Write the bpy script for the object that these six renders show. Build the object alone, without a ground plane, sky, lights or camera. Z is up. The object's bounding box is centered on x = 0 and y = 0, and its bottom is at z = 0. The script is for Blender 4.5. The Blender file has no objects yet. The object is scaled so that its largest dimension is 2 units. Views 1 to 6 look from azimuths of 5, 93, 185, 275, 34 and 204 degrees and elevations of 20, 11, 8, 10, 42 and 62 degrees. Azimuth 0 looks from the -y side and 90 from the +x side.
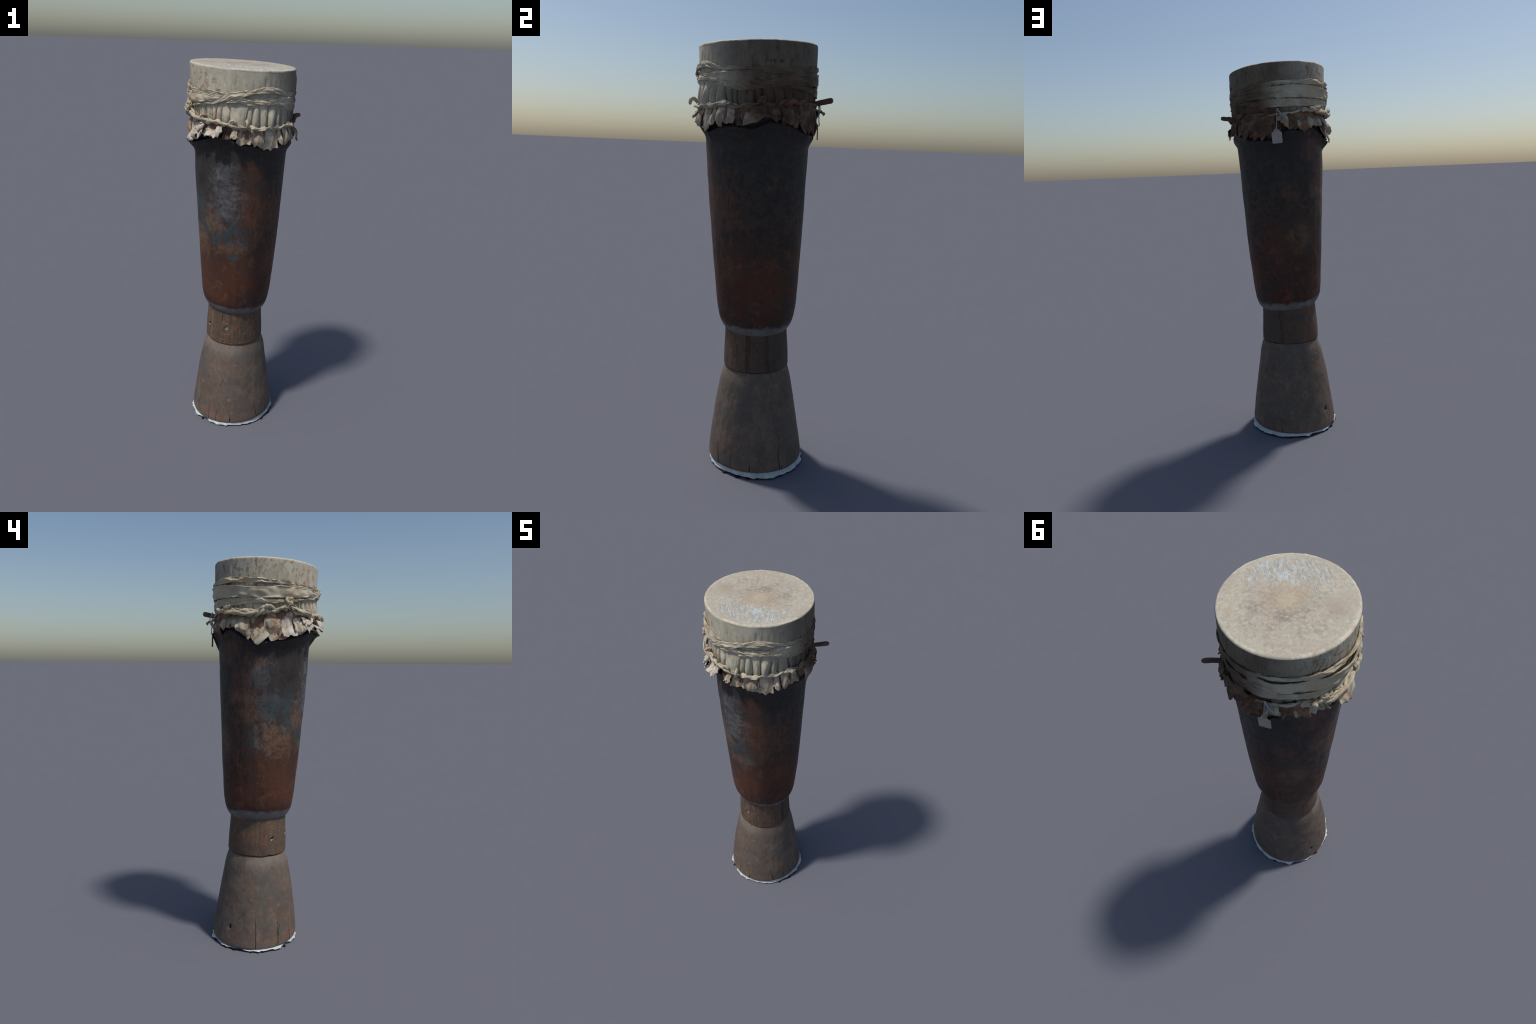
import bpy, math, random
import numpy as np
from mathutils import Vector, Matrix

random.seed(7)
RNG = np.random.default_rng(11)

# ------------------------------------------------------------------ helpers
def vnoise(p, seed=0):
    """vectorised smooth value noise in [-1, 1] on (N,3) points"""
    p = np.asarray(p, float)
    i = np.floor(p).astype(np.int64)
    f = p - i
    w = f * f * f * (f * (f * 6 - 15) + 10)

    def h(a, b, c):
        n = (a * 374761393 + b * 668265263 + c * 2147483647 + seed * 144665) & 0xFFFFFFFF
        n = ((n ^ (n >> 13)) * 1274126177) & 0xFFFFFFFF
        n = (n ^ (n >> 16)) & 0xFFFF
        return n / 32767.5 - 1.0
    r = 0
    for dx in (0, 1):
        for dy in (0, 1):
            for dz in (0, 1):
                ww = (w[..., 0] if dx else 1 - w[..., 0]) * (w[..., 1] if dy else 1 - w[..., 1]) * (w[..., 2] if dz else 1 - w[..., 2])
                r = r + ww * h(i[..., 0] + dx, i[..., 1] + dy, i[..., 2] + dz)
    return r


def fbm(p, octaves=3, seed=0):
    r, a = 0, 1.0
    for k in range(octaves):
        r = r + a * vnoise(np.asarray(p) * (2.03 ** k), seed + 17 * k)
        a *= 0.5
    return r / 1.75


def sstep(x, a, b):
    t = np.clip((np.asarray(x, float) - a) / (b - a), 0, 1)
    return t * t * (3 - 2 * t)


def spline(xs, ys, x):
    """monotone-ish cubic (Catmull-Rom on uneven knots)"""
    xs = np.asarray(xs, float); ys = np.asarray(ys, float)
    x = np.clip(x, xs[0], xs[-1])
    m = np.gradient(ys, xs)
    i = np.clip(np.searchsorted(xs, x, side='right') - 1, 0, len(xs) - 2)
    h = xs[i + 1] - xs[i]
    t = (x - xs[i]) / h
    return ((2 * t**3 - 3 * t**2 + 1) * ys[i] + (t**3 - 2 * t**2 + t) * h * m[i]
            + (-2 * t**3 + 3 * t**2) * ys[i + 1] + (t**3 - t**2) * h * m[i + 1])


# ------------------------------------------------------------------ drum axis and profile
AX_Z = [0.00, 0.15, 0.30, 0.44, 0.60, 0.70, 0.90, 1.10, 1.30, 1.45, 1.55, 1.72, 1.85, 2.00]
AX_X = [-.0330, -.0308, -.0300, -.0265, -.0270, -.0230, -.0170, -.0126, -.0100, -.0092, -.0055, .0005, .0015, .0010]
AX_Y = [.0310, .0250, .0210, .0197, .0160, .0125, .0075, .0012, -.0054, -.0092, -.0111, -.0150, -.0205, -.0235]
HIDE_Z = [1.50, 1.60, 1.68, 1.72, 1.78, 1.85, 1.92, 2.02]
HIDE_R = [.2345, .2410, .2470, .2495, .2530, .2580, .2600, .2612]


def cx(z): return np.interp(z, AX_Z, AX_X)
def cy(z): return np.interp(z, AX_Z, AX_Y)
def rh(z): return np.interp(z, HIDE_Z, HIDE_R)


def pt(th, z, r):
    """th in degrees, absolute radius r -> xyz"""
    th = np.radians(np.asarray(th, float))
    z = np.asarray(z, float)
    return np.stack(np.broadcast_arrays(cx(z) + r * np.cos(th), cy(z) + r * np.sin(th), z), -1)


def oval(th, z):
    """the head is slightly out of round, fuller towards the back left"""
    a = np.radians(th)
    return sstep(z, 1.60, 1.80) * (.0022 * np.cos(a - math.radians(125)) + .0022 * np.cos(2 * (a - math.radians(115))))


def hp(th, z, off):
    return pt(th, z, rh(z) + oval(th, z) + off)


# ------------------------------------------------------------------ mesh building
ROOT = None


def make_obj(name, verts, faces, mats, mat_idx=None, parent=None, sharp=None, smooth=True):
    me = bpy.data.meshes.new(name)
    me.from_pydata([tuple(v) for v in np.asarray(verts).tolist()], [], faces)
    me.update()
    for m in (mats if isinstance(mats, (list, tuple)) else [mats]):
        me.materials.append(m)
    if smooth:
        me.polygons.foreach_set('use_smooth', np.ones(len(me.polygons), bool))
    if mat_idx is not None:
        me.polygons.foreach_set('material_index', np.asarray(mat_idx, np.int32))
    if sharp:
        me.set_sharp_from_angle(angle=math.radians(sharp))
    ob = bpy.data.objects.new(name, me)
    bpy.context.scene.collection.objects.link(ob)
    ob.parent = parent if parent is not None else ROOT
    return ob


def grid_faces(nu, nv, closed_u, base=0, flip=False):
    """u index major. faces wound outward for u along +theta, v downward."""
    f = []
    for i in range(nu if closed_u else nu - 1):
        a = base + i * nv
        b = base + ((i + 1) % nu) * nv
        for j in range(nv - 1):
            q = (a + j, a + j + 1, b + j + 1, b + j)
            f.append(q[::-1] if flip else q)
    return f


def revolve(name, P, mats, mat_idx=None, cap_first=False, cap_last=False, parent=None, sharp=None):
    nu, nv = P.shape[:2]
    f = grid_faces(nu, nv, True)
    mi = list(mat_idx.reshape(-1)) if mat_idx is not None else None
    if cap_first:
        f.append(tuple(i * nv for i in range(nu)))
        if mi is not None: mi.append(0)
    if cap_last:
        f.append(tuple(i * nv + nv - 1 for i in reversed(range(nu))))
        if mi is not None: mi.append(0)
    return make_obj(name, P.reshape(-1, 3), f, mats, mi, parent, sharp)


def sheet_data(P, t):
    """closed thin solid from a front sheet P[u,v]; returns verts, faces, material index (0 front, 1 back+rim)"""
    nu, nv = P.shape[:2]
    du = np.gradient(P, axis=0); dv = np.gradient(P, axis=1)
    n = np.cross(dv, du)
    n /= np.linalg.norm(n, axis=-1, keepdims=True) + 1e-12
    t = np.broadcast_to(t, (nu, nv))[..., None]
    B = P - n * t
    V = np.concatenate([P.reshape(-1, 3), B.reshape(-1, 3)])
    o = nu * nv
    F = grid_faces(nu, nv, False)
    mi = [0] * len(F)
    G = grid_faces(nu, nv, False, o, True)
    F += G; mi += [1] * len(G)
    ring = [(i, 0) for i in range(nu)] + [(nu - 1, j) for j in range(1, nv)] + [(i, nv - 1) for i in range(nu - 2, -1, -1)] + [(0, j) for j in range(nv - 2, 0, -1)]
    for k in range(len(ring)):
        a = ring[k][0] * nv + ring[k][1]
        b = ring[(k + 1) % len(ring)][0] * nv + ring[(k + 1) % len(ring)][1]
        F.append((a, b, b + o, a + o)); mi.append(0)
    return V, F, mi


def tube_data(path, rad, sides=10, flat=1.0, roll=None, base=0):
    """swept tube, rounded closed ends. flat<1 squashes the section."""
    path = np.asarray(path, float); n = len(path)
    rad = np.broadcast_to(rad, n).astype(float).copy()
    T = np.gradient(path, axis=0); T /= np.linalg.norm(T, axis=1, keepdims=True) + 1e-12
    N = np.zeros_like(T)
    a = np.cross(T[0], [0.13, 0.2, 0.97]); N[0] = a / np.linalg.norm(a)
    for i in range(1, n):
        v = N[i - 1] - T[i] * (N[i - 1] @ T[i]); N[i] = v / np.linalg.norm(v)
    B = np.cross(T, N)
    k = np.arange(sides) / sides * 2 * np.pi
    roll = np.zeros(n) if roll is None else roll
    c, s = np.cos(k)[None], np.sin(k)[None] * flat
    cr, sr = np.cos(roll)[:, None], np.sin(roll)[:, None]
    X, Y = c * cr - s * sr, c * sr + s * cr
    V = path[:, None] + rad[:, None, None] * (X[..., None] * N[:, None] + Y[..., None] * B[:, None])
    F = []
    for i in range(n - 1):
        for j in range(sides):
            F.append((base + i * sides + j, base + i * sides + (j + 1) % sides, base + (i + 1) * sides + (j + 1) % sides, base + (i + 1) * sides + j))
    F.append(tuple(base + j for j in reversed(range(sides))))
    F.append(tuple(base + (n - 1) * sides + j for j in range(sides)))
    return V.reshape(-1, 3), F


def end_taper(n, r, k=4, tip=.35):
    t = np.arange(n)
    e = np.minimum(t, n - 1 - t) / k
    e = np.clip(e, 0, 1)
    return r * (tip + (1 - tip) * np.sqrt(1 - (1 - e) ** 2))


def resample(ctrl, n):
    ctrl = np.asarray(ctrl, float)
    d = np.concatenate([[0], np.cumsum(np.linalg.norm(np.diff(ctrl, axis=0), axis=1))])
    s = np.linspace(0, d[-1], n)
    return np.stack([spline(d, ctrl[:, k], s) for k in range(3)], 1)


# ------------------------------------------------------------------ node helper
class NT:
    def __init__(self, name):
        self.m = bpy.data.materials.new(name)
        self.m.use_nodes = True
        self.t = self.m.node_tree
        self.n = self.t.nodes
        self.bsdf = self.n['Principled BSDF']
        self.co = self.new('ShaderNodeTexCoord').outputs['Object']

    def new(self, kind): return self.n.new(kind)
    def link(self, a, b): self.t.links.new(a, b)

    def put(self, sock, v):
        if isinstance(v, bpy.types.NodeSocket): self.link(v, sock)
        elif isinstance(v, tuple) and len(v) == 3 and sock.type == 'RGBA': sock.default_value = (*v, 1)
        else: sock.default_value = v

    def mapping(self, scale=(1, 1, 1), loc=(0, 0, 0), vec=None):
        n = self.new('ShaderNodeMapping')
        self.link(vec or self.co, n.inputs['Vector'])
        n.inputs['Scale'].default_value = scale
        n.inputs['Location'].default_value = loc
        return n.outputs[0]

    def noise(self, scale, detail=4, rough=.55, dist=0, vec=None, color=False):
        n = self.new('ShaderNodeTexNoise')
        self.link(vec or self.co, n.inputs['Vector'])
        n.inputs['Scale'].default_value = scale
        n.inputs['Detail'].default_value = detail
        n.inputs['Roughness'].default_value = rough
        n.inputs['Distortion'].default_value = dist
        return n.outputs['Color' if color else 'Fac']

    def rng(self, v, a, b, c=0., d=1., smooth=True):
        n = self.new('ShaderNodeMapRange')
        n.interpolation_type = 'SMOOTHSTEP' if smooth else 'LINEAR'
        self.put(n.inputs['Value'], v)
        n.inputs['From Min'].default_value = a; n.inputs['From Max'].default_value = b
        n.inputs['To Min'].default_value = c; n.inputs['To Max'].default_value = d
        return n.outputs[0]

    def math(self, op, a, b=0., c=None):
        n = self.new('ShaderNodeMath'); n.operation = op
        self.put(n.inputs[0], a); self.put(n.inputs[1], b)
        if c is not None: self.put(n.inputs[2], c)
        return n.outputs[0]

    def mul(self, *a):
        r = a[0]
        for x in a[1:]: r = self.math('MULTIPLY', r, x)
        return r

    def mix(self, f, a, b, mode='MIX'):
        n = self.new('ShaderNodeMix'); n.data_type = 'RGBA'; n.blend_type = mode
        self.put(n.inputs[0], f); self.put(n.inputs[6], a); self.put(n.inputs[7], b)
        return n.outputs[2]

    def ramp(self, f, stops):
        n = self.new('ShaderNodeValToRGB')
        self.link(f, n.inputs[0])
        el = n.color_ramp.elements
        while len(el) < len(stops): el.new(.5)
        for e, (p, c) in zip(el, stops):
            e.position = p; e.color = (*c, 1)
        return n.outputs[0]

    def xyz(self, vec=None):
        n = self.new('ShaderNodeSeparateXYZ'); self.link(vec or self.co, n.inputs[0])
        return n.outputs

    def warp(self, amt, scale):
        c = self.noise(scale, 3, color=True)
        n = self.new('ShaderNodeVectorMath'); n.operation = 'MULTIPLY_ADD'
        self.link(c, n.inputs[0]); n.inputs[1].default_value = (amt,) * 3
        m = self.new('ShaderNodeVectorMath'); m.operation = 'ADD'
        self.link(self.co, m.inputs[0]); m.inputs[1].default_value = (-amt / 2,) * 3
        self.link(m.outputs[0], n.inputs[2])
        return n.outputs[0]

    def blob(self, vec, center, r0, r1, sz=1.0):
        """1 inside r0, 0 outside r1, z squeezed by sz"""
        s = self.new('ShaderNodeVectorMath'); s.operation = 'SUBTRACT'
        self.link(vec, s.inputs[0]); s.inputs[1].default_value = center
        k = self.new('ShaderNodeVectorMath'); k.operation = 'MULTIPLY'
        self.link(s.outputs[0], k.inputs[0]); k.inputs[1].default_value = (1, 1, 1 / sz)
        d = self.new('ShaderNodeVectorMath'); d.operation = 'LENGTH'
        self.link(k.outputs[0], d.inputs[0])
        return self.rng(d.outputs['Value'], r0, r1, 1, 0)

    def facing(self, vec, th, half, soft):
        """1 within `half` degrees of azimuth th (about the drum axis)"""
        o = self.xyz(vec)
        x = self.math('ADD', o[0], .0); y = self.math('ADD', o[1], .015)
        t = math.radians(th)
        d = self.math('ADD', self.math('MULTIPLY', x, math.cos(t)), self.math('MULTIPLY', y, math.sin(t)))
        l = self.math('SQRT', self.math('ADD', self.math('MULTIPLY', x, x), self.math('MULTIPLY', y, y)))
        c = self.math('DIVIDE', d, l)
        return self.rng(c, math.cos(math.radians(half + soft)), math.cos(math.radians(max(half - soft, 0))))

    def bump(self, h, strength, dist=.002, normal=None):
        n = self.new('ShaderNodeBump')
        self.link(h, n.inputs['Height'])
        n.inputs['Strength'].default_value = strength
        n.inputs['Distance'].default_value = dist
        if normal: self.link(normal, n.inputs['Normal'])
        return n.outputs[0]

    def done(self, color, rough=.7, normal=None, spec=.3):
        self.put(self.bsdf.inputs['Base Color'], color)
        self.put(self.bsdf.inputs['Roughness'], rough)
        self.bsdf.inputs['Specular IOR Level'].default_value = spec
        if normal: self.link(normal, self.bsdf.inputs['Normal'])
        return self.m


# ------------------------------------------------------------------ materials
def pos(th, z, r=.21):
    return tuple(float(v) for v in pt(th, z, r))


def mat_shell():
    k = NT('stained_shell_wood')
    w = k.warp(.10, 8)
    w2 = k.warp(.05, 20)
    z = k.xyz(w)[2]
    fine = k.noise(55, 6, .72, .4)
    rag = k.noise(24, 8, .72, .6)              # ragged wear edge
    stretch = k.noise(1, 7, .70, .8, k.mapping((48, 48, 22)))
    horiz = k.noise(1, 7, .70, .8, k.mapping((17, 17, 60)))
    med = k.noise(10, 6, .66, .5)

    speck = k.noise(1, 5, .75, .3, k.mapping((110, 110, 60)))

    def worn(places, vec, grain, c, col, amt, lo=.10, hi=1.0):
        m = None
        for th, zz, a, b, sz in places:
            q = k.blob(vec, pos(th, zz, .22), a, b, sz)
            m = q if m is None else k.math('MAXIMUM', m, q)
        g = k.rng(grain, .30, .70, -.62, .62, False)
        f = k.math('ADD', k.mul(m, .80), g)
        f = k.mul(k.rng(f, lo, hi), k.rng(m, .02, .30), k.rng(speck, .36, .60, .35, 1))
        return k.mix(k.mul(f, amt), c, col)

    # dark top grading to red brown below
    base = k.ramp(k.rng(z, .74, 1.62, 0, 1, False), [
        (0.00, (.082, .028, .016)), (.16, (.086, .029, .016)), (.36, (.074, .033, .021)),
        (.56, (.062, .040, .031)), (.78, (.046, .039, .037)), (1.0, (.031, .029, .029))])
    c = k.mix(k.mul(k.rng(rag, .44, .57), .85), base, (.030, .026, .024))
    c = k.mix(k.mul(k.rng(med, .46, .66), .55), c, (.040, .034, .033))
    c = k.mix(k.mul(k.rng(stretch, .54, .70), .55), c, (.120, .062, .038))
    c = k.mix(k.mul(k.rng(horiz, .57, .70), .40), c, (.105, .072, .054))
    # rust red wear
    c = worn([(217, 1.11, 0., 0.131, 1.0), (288, 1.37, 0., 0.160, 1.3), (292, 1.49, 0., 0.131, .8), (224, .84, 0., 0.232, 1.), (278, .92, 0., 0.203, 1.2), (213, .92, 0., 0.232, 1.1), (250, .82, 0., 0.189, .8), (155, .84, 0., 0.174, .8), (11, .92, 0., 0.203, 1.2), (333, 1.0, 0., 0.174, 1.2), (83, 1.05, 0., 0.174, 1.2)], w, rag, c, (.112, .044, .024), .9)
    c = worn([(136, 1.56, 0., 0.102, 1.8), (146, 1.58, 0., 0.087, 1.5), (107, 1.32, 0., 0.087, 1.2), (160, 1.40, 0., 0.174, 1.5), (325, 1.28, 0., 0.174, 1.5), (300, 1.25, 0., 0.189, 1.2)], w, stretch, c, (.130, .058, .036), .85)
    # grey blue patches
    c = worn([(257, 1.46, 0., 0.131, 1.3), (260, 1.36, 0., 0.160, 1.6), (256, 1.29, 0., 0.145, 1.2)], w, rag, c, (.135, .142, .152), .9)
    c = worn([(183, 1.33, 0., 0.102, 1), (198, 1.32, 0., 0.087, 1.2), (182, 1.44, 0., 0.131, 1.4), (190, 1.25, 0., 0.087, 1.2)], w2, rag, c, (.112, .120, .126), .8)
    c = worn([(225, 1.20, 0., 0.116, 1.2), (222, 1.19, 0., 0.102, 1.2), (268, 1.19, 0., 0.145, .8), (251, 1.15, 0., 0.131, .8), (276, 1.12, 0., 0.160, .5), (270, 1.04, 0., 0.087, .6), (219, 1.28, 0., 0.116, 1.4), (176, 1.13, 0., 0.102, 1.5), (198, 1.28, 0., 0.102, 1.2)], w2, rag, c, (.042, .072, .082), .95)
    # bare tan wood
    c = worn([(196, 1.15, 0., 0.131, 1.1), (197, 1.09, 0., 0.116, .9)], w2, rag, c, (.205, .132, .086), .9)
    c = worn([(234, 1.24, 0., 0.087, 1.8), (248, 1.21, 0., 0.087, .8), (268, 1.09, 0., 0.160, .4), (178, 1.51, 0., 0.087, .5), (160, 1.33, 0., 0.131, .4), (167, 1.25, 0., 0.102, 1), (119, 1.10, 0., 0.145, 1.1), (222, 1.10, 0., 0.087, 1.6), (148, 1.33, 0., 0.087, .6)], w2, rag, c, (.165, .098, .058), .8)
    c = k.mix(k.mul(k.rng(k.noise(15, 7, .72, .5), .53, .66), k.rng(z, 1.42, 1.05), .7), c, (.138, .064, .036))
    # pale flecks and scratches
    c = k.mix(k.mul(k.rng(k.noise(1, 4, .75, .5, k.mapping((90, 90, 40))), .66, .74), .45), c, (.20, .15, .115))
    # blackened blotches
    c = k.mix(k.mul(k.rng(k.noise(18, 6, .7, .8), .56, .70), .7), c, (.024, .022, .022))
    # pale dusty foot of the bowl
    o = k.xyz()
    lim = k.math('ADD', o[2], k.math('MULTIPLY', o[0], .055))
    lim = k.math('ADD', lim, k.math('MULTIPLY', k.math('SUBTRACT', k.noise(9, 5, .65), .5), -.075))
    dust = k.mul(k.rng(lim, .722, .742, 1, 0), k.rng(horiz, .2, .6, .7, 1))
    c = k.mix(dust, c, k.mix(k.rng(k.noise(26, 5, .65), .38, .62), (.180, .190, .190), (.140, .135, .126)))
    h = k.math('ADD', k.mul(stretch, .5), k.mul(fine, .5))
    return k.done(c, k.rng(fine, .3, .7, .45, .65), k.bump(h, .4, .003), .2)


def mat_band():
    k = NT('carved_waist_wood')
    w = k.warp(.05, 16)
    st = k.noise(1, 7, .7, .4, k.mapping((60, 60, 26)))
    med = k.noise(13, 5, .6, .4)
    c = k.ramp(st, [(.3, (.060, .040, .029)), (.5, (.118, .072, .047)), (.7, (.175, .098, .060))])
    c = k.mix(k.mul(k.rng(med, .48, .66), .75), c, (.060, .052, .046))
    red = k.rng(k.noise(34, 3, .5), .62, .70)
    c = k.mix(k.mul(red, .55), c, (.230, .075, .040))
    c = k.mix(k.mul(k.rng(k.noise(70, 4, .7), .55, .72), .35), c, (.21, .17, .12))
    for th in (30, 60, 90):
        c = k.mix(k.mul(k.facing(w, th, 38, 30), .28), c, (.050, .036, .030))
    h = k.math('ADD', k.mul(st, .7), k.mul(k.noise(120, 3), .3))
    return k.done(c, .62, k.bump(h, .4, .003), .3)


def mat_foot():
    k = NT('weathered_foot_wood')
    w = k.warp(.08, 10)
    st = k.noise(1, 7, .70, .6, k.mapping((21, 21, 15)))
    med = k.noise(8, 7, .68, .6)
    fine = k.noise(60, 6, .72)
    c = k.ramp(st, [(.27, (.074, .055, .043)), (.5, (.132, .097, .074)), (.73, (.195, .140, .106))])
    c = k.mix(k.mul(k.rng(med, .46, .62), .75), c, (.096, .090, .080))
    c = k.mix(k.mul(k.rng(k.noise(11, 7, .72, .4), .52, .66), .6), c, (.150, .082, .056))
    c = k.mix(k.mul(k.rng(fine, .52, .68), .5), c, (.085, .068, .057))
    c = k.mix(k.mul(k.rng(k.noise(22, 6, .7), .56, .70), .5), c, (.250, .195, .155))
    z = k.xyz(w)[2]
    c = k.mix(k.mul(k.rng(z, .02, .10, 1, 0), k.rng(st, .3, .7, .2, .6)), c, (.215, .118, .080))
    # scuffed pale shoulder under the waist band
    c = k.mix(k.mul(k.rng(z, .39, .48), k.facing(w, 215, 60, 40), k.rng(med, .35, .6, .0, .5)), c, (.26, .22, .185))
    c = k.mix(k.mul(k.rng(k.xyz()[2], .024, .044, 1, 0), .6), c, (.128, .122, .114))
    h = k.math('ADD', k.mul(st, .5), k.mul(fine, .5))
    return k.done(c, .68, k.bump(h, .4, .003), .3)


def brown_side(k, w, amt_hi=1.):
    """mask for the brown, shade-darkened side of the hide, with an irregular border"""
    return k.facing(w, 40, 49, 14)


def mat_skin():
    k = NT('drum_skin_side_hide')
    w = k.warp(.06, 14)
    st = k.noise(1, 7, .68, .6, k.mapping((46, 46, 12)))
    med = k.noise(10, 6, .66, .4)
    fine = k.noise(95, 6, .72)
    c = k.ramp(med, [(.3, (.33, .30, .225)), (.5, (.44, .405, .315)), (.70, (.53, .495, .39))])
    c = k.mix(k.mul(k.rng(st, .50, .68), .5), c, (.27, .235, .175))
    c = k.mix(k.mul(k.rng(st, .28, .44, 1, 0), .35), c, (.56, .54, .455))
    c = k.mix(k.mul(k.rng(k.noise(17, 6, .7), .54, .68), .4), c, (.36, .35, .31))
    # rust spots on the left face
    sp = k.noise(46, 6, .66, .3)
    big = k.noise(10, 2, .5)
    f = k.math('ADD', k.mul(sp, .85), k.mul(big, .25))
    m = k.mul(k.rng(f, .595, .635), k.facing(w, 216, 36, 12))
    c = k.mix(k.mul(m, .65), c, (.27, .155, .088))
    # streaky brown staining on the back left
    m = k.mul(k.rng(k.noise(1, 7, .70, .7, k.mapping((52, 52, 24))), .50, .60), k.facing(w, 152, 30, 14))
    c = k.mix(k.mul(m, .8), c, (.22, .125, .070))
    c = k.mix(k.mul(k.rng(fine, .53, .68), .4), c, (.23, .19, .14))
    # brown side, colour taken darker to include the shade away from the sun
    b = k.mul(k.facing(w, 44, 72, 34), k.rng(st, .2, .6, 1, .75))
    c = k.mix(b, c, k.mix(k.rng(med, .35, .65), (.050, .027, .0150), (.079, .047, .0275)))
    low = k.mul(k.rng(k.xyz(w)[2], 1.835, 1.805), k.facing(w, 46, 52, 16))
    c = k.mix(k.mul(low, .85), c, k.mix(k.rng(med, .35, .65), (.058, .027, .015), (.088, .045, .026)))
    h = k.math('ADD', k.mul(st, .5), k.mul(fine, .5))
    return k.done(c, .7, k.bump(h, .4, .003), .25)


def mat_head():
    k = NT('drum_head_hide')
    w = k.warp(.05, 14)
    med = k.noise(9, 7, .68, .5)
    grain = k.noise(70, 7, .75, .4)
    fib = k.noise(1, 6, .72, .9, k.mapping((95, 40, 30)))
    c = k.ramp(grain, [(.3, (.335, .295, .23)), (.5, (.47, .425, .34)), (.7, (.60, .55, .445))])
    c = k.mix(k.mul(k.rng(fib, .5, .66), .5), c, (.35, .275, .205))
    c = k.mix(k.mul(k.rng(med, .46, .60), .45), c, (.40, .335, .265))
    # worn browner centre where the hands strike
    c = k.mix(k.mul(k.blob(w, (0.0, -.03, 1.98), .05, .14), k.rng(grain, .35, .6, .9, .35)), c, (.385, .305, .215))
    c = k.mix(k.mul(k.blob(w, (.01, -.035, 1.98), .012, .06), k.rng(grain, .35, .6, .2, .7)), c, (.54, .41, .27))
    # grey smudges
    for x, y, a, b, s in [(.06, -.02, .0, .07, .5), (.12, .05, .0, .07, .5), (-.13, .06, .0, .08, .5), (.05, .14, .0, .07, .5), (-.06, .0, .01, .07, .75), (-.01, .06, .01, .06, .8), (-.09, -.06, .01, .07, .5), (.01, .11, .0, .06, .7), (.08, .05, 0, .06, .6), (-.08, .10, .0, .07, .5), (-.17, -.03, .0, .07, .5), (.13, -.04, .0, .05, .5), (.10, .12, .0, .06, .45), (-.02, .16, 0, .05, .4)]:
        c = k.mix(k.mul(k.blob(w, (x, y, 1.98), a, b), k.rng(k.math('ADD', k.mul(med, .5), k.mul(grain, .5)), .42, .56, 1, .15), s), c, (.235, .195, .172))
    # pinkish brown patch by the left rim
    c = k.mix(k.mul(k.blob(w, (-.17, -.06, 1.98), .0, .08), k.rng(grain, .4, .6), .65), c, (.36, .235, .18))
    # pale greenish margin
    c = k.mix(k.mul(k.rng(k.noise(16, 6, .7), .5, .62), .4), c, (.43, .415, .335))
    # scraped patches of faded paint towards the front
    rot = k.mapping((1, 1, 1)); rot.node.inputs['Rotation'].default_value = (0, 0, math.radians(50))
    pn = k.noise(1, 7, .72, .5, k.mapping((22, 90, 30), vec=rot))
    o = k.xyz(w)
    x = k.math('SUBTRACT', o[0], .001); y = k.math('ADD', o[1], .0235)
    rad = k.math('SQRT', k.math('ADD', k.mul(x, x), k.mul(y, y)))
    arc = k.mul(k.rng(rad, .085, .15), k.rng(rad, .245, .215), k.facing(w, 282, 58, 26))
    pg = k.rng(pn, .32, .68, -.6, .6, False)
    c = k.mix(k.mul(k.rng(k.math('ADD', k.mul(arc, .60), pg), .62, .70), .6), c, (.30, .315, .30))
    pg2 = k.rng(k.noise(1, 7, .74, .6, k.mapping((26, 84, 30), (3, 1, 0), rot)), .32, .68, -.6, .6, False)
    core = k.math('MAXIMUM', k.blob(w, (.055, -.140, 1.97), .0, .10), k.mul(arc, .72))
    c = k.mix(k.mul(k.rng(k.math('ADD', k.mul(core, .66), pg2), .62, .68), .85), c, (.49, .54, .55))
    # lighter worn rim
    o = k.xyz()
    x = k.math('SUBTRACT', o[0], .001); y = k.math('ADD', o[1], .0235)
    rad = k.math('SQRT', k.math('ADD', k.mul(x, x), k.mul(y, y)))
    c = k.mix(k.mul(k.rng(rad, .243, .254), k.rng(med, .40, .56, .85, .05)), c, (.62, .575, .455))
    h = k.math('ADD', k.mul(fib, .5), k.mul(grain, .5))
    return k.done(c, .68, k.bump(h, .4, .003), .25)


def mat_strap():
    k = NT('hide_strap')
    w = k.warp(.03, 18)
    st = k.noise(1, 6, .66, .5, k.mapping((16, 16, 90)))
    med = k.noise(12, 6, .66, .4)
    fine = k.noise(100, 6, .7)
    c = k.ramp(med, [(.3, (.34, .285, .205)), (.5, (.46, .41, .31)), (.7, (.56, .52, .405))])
    c = k.mix(k.mul(k.rng(st, .5, .66), .6), c, (.27, .195, .13))
    c = k.mix(k.mul(k.rng(fine, .54, .68), .35), c, (.27, .22, .16))
    warm = k.mul(k.rng(k.noise(9, 5, .65), .48, .60), k.facing(w, 175, 45, 25))
    c = k.mix(k.mul(warm, .5), c, (.46, .34, .19))
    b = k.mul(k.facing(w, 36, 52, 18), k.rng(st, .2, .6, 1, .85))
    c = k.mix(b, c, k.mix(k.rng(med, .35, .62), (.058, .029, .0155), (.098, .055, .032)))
    h = k.math('ADD', k.mul(st, .7), k.mul(fine, .3))
    return k.done(c, .72, k.bump(h, .5, .003), .25)


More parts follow.
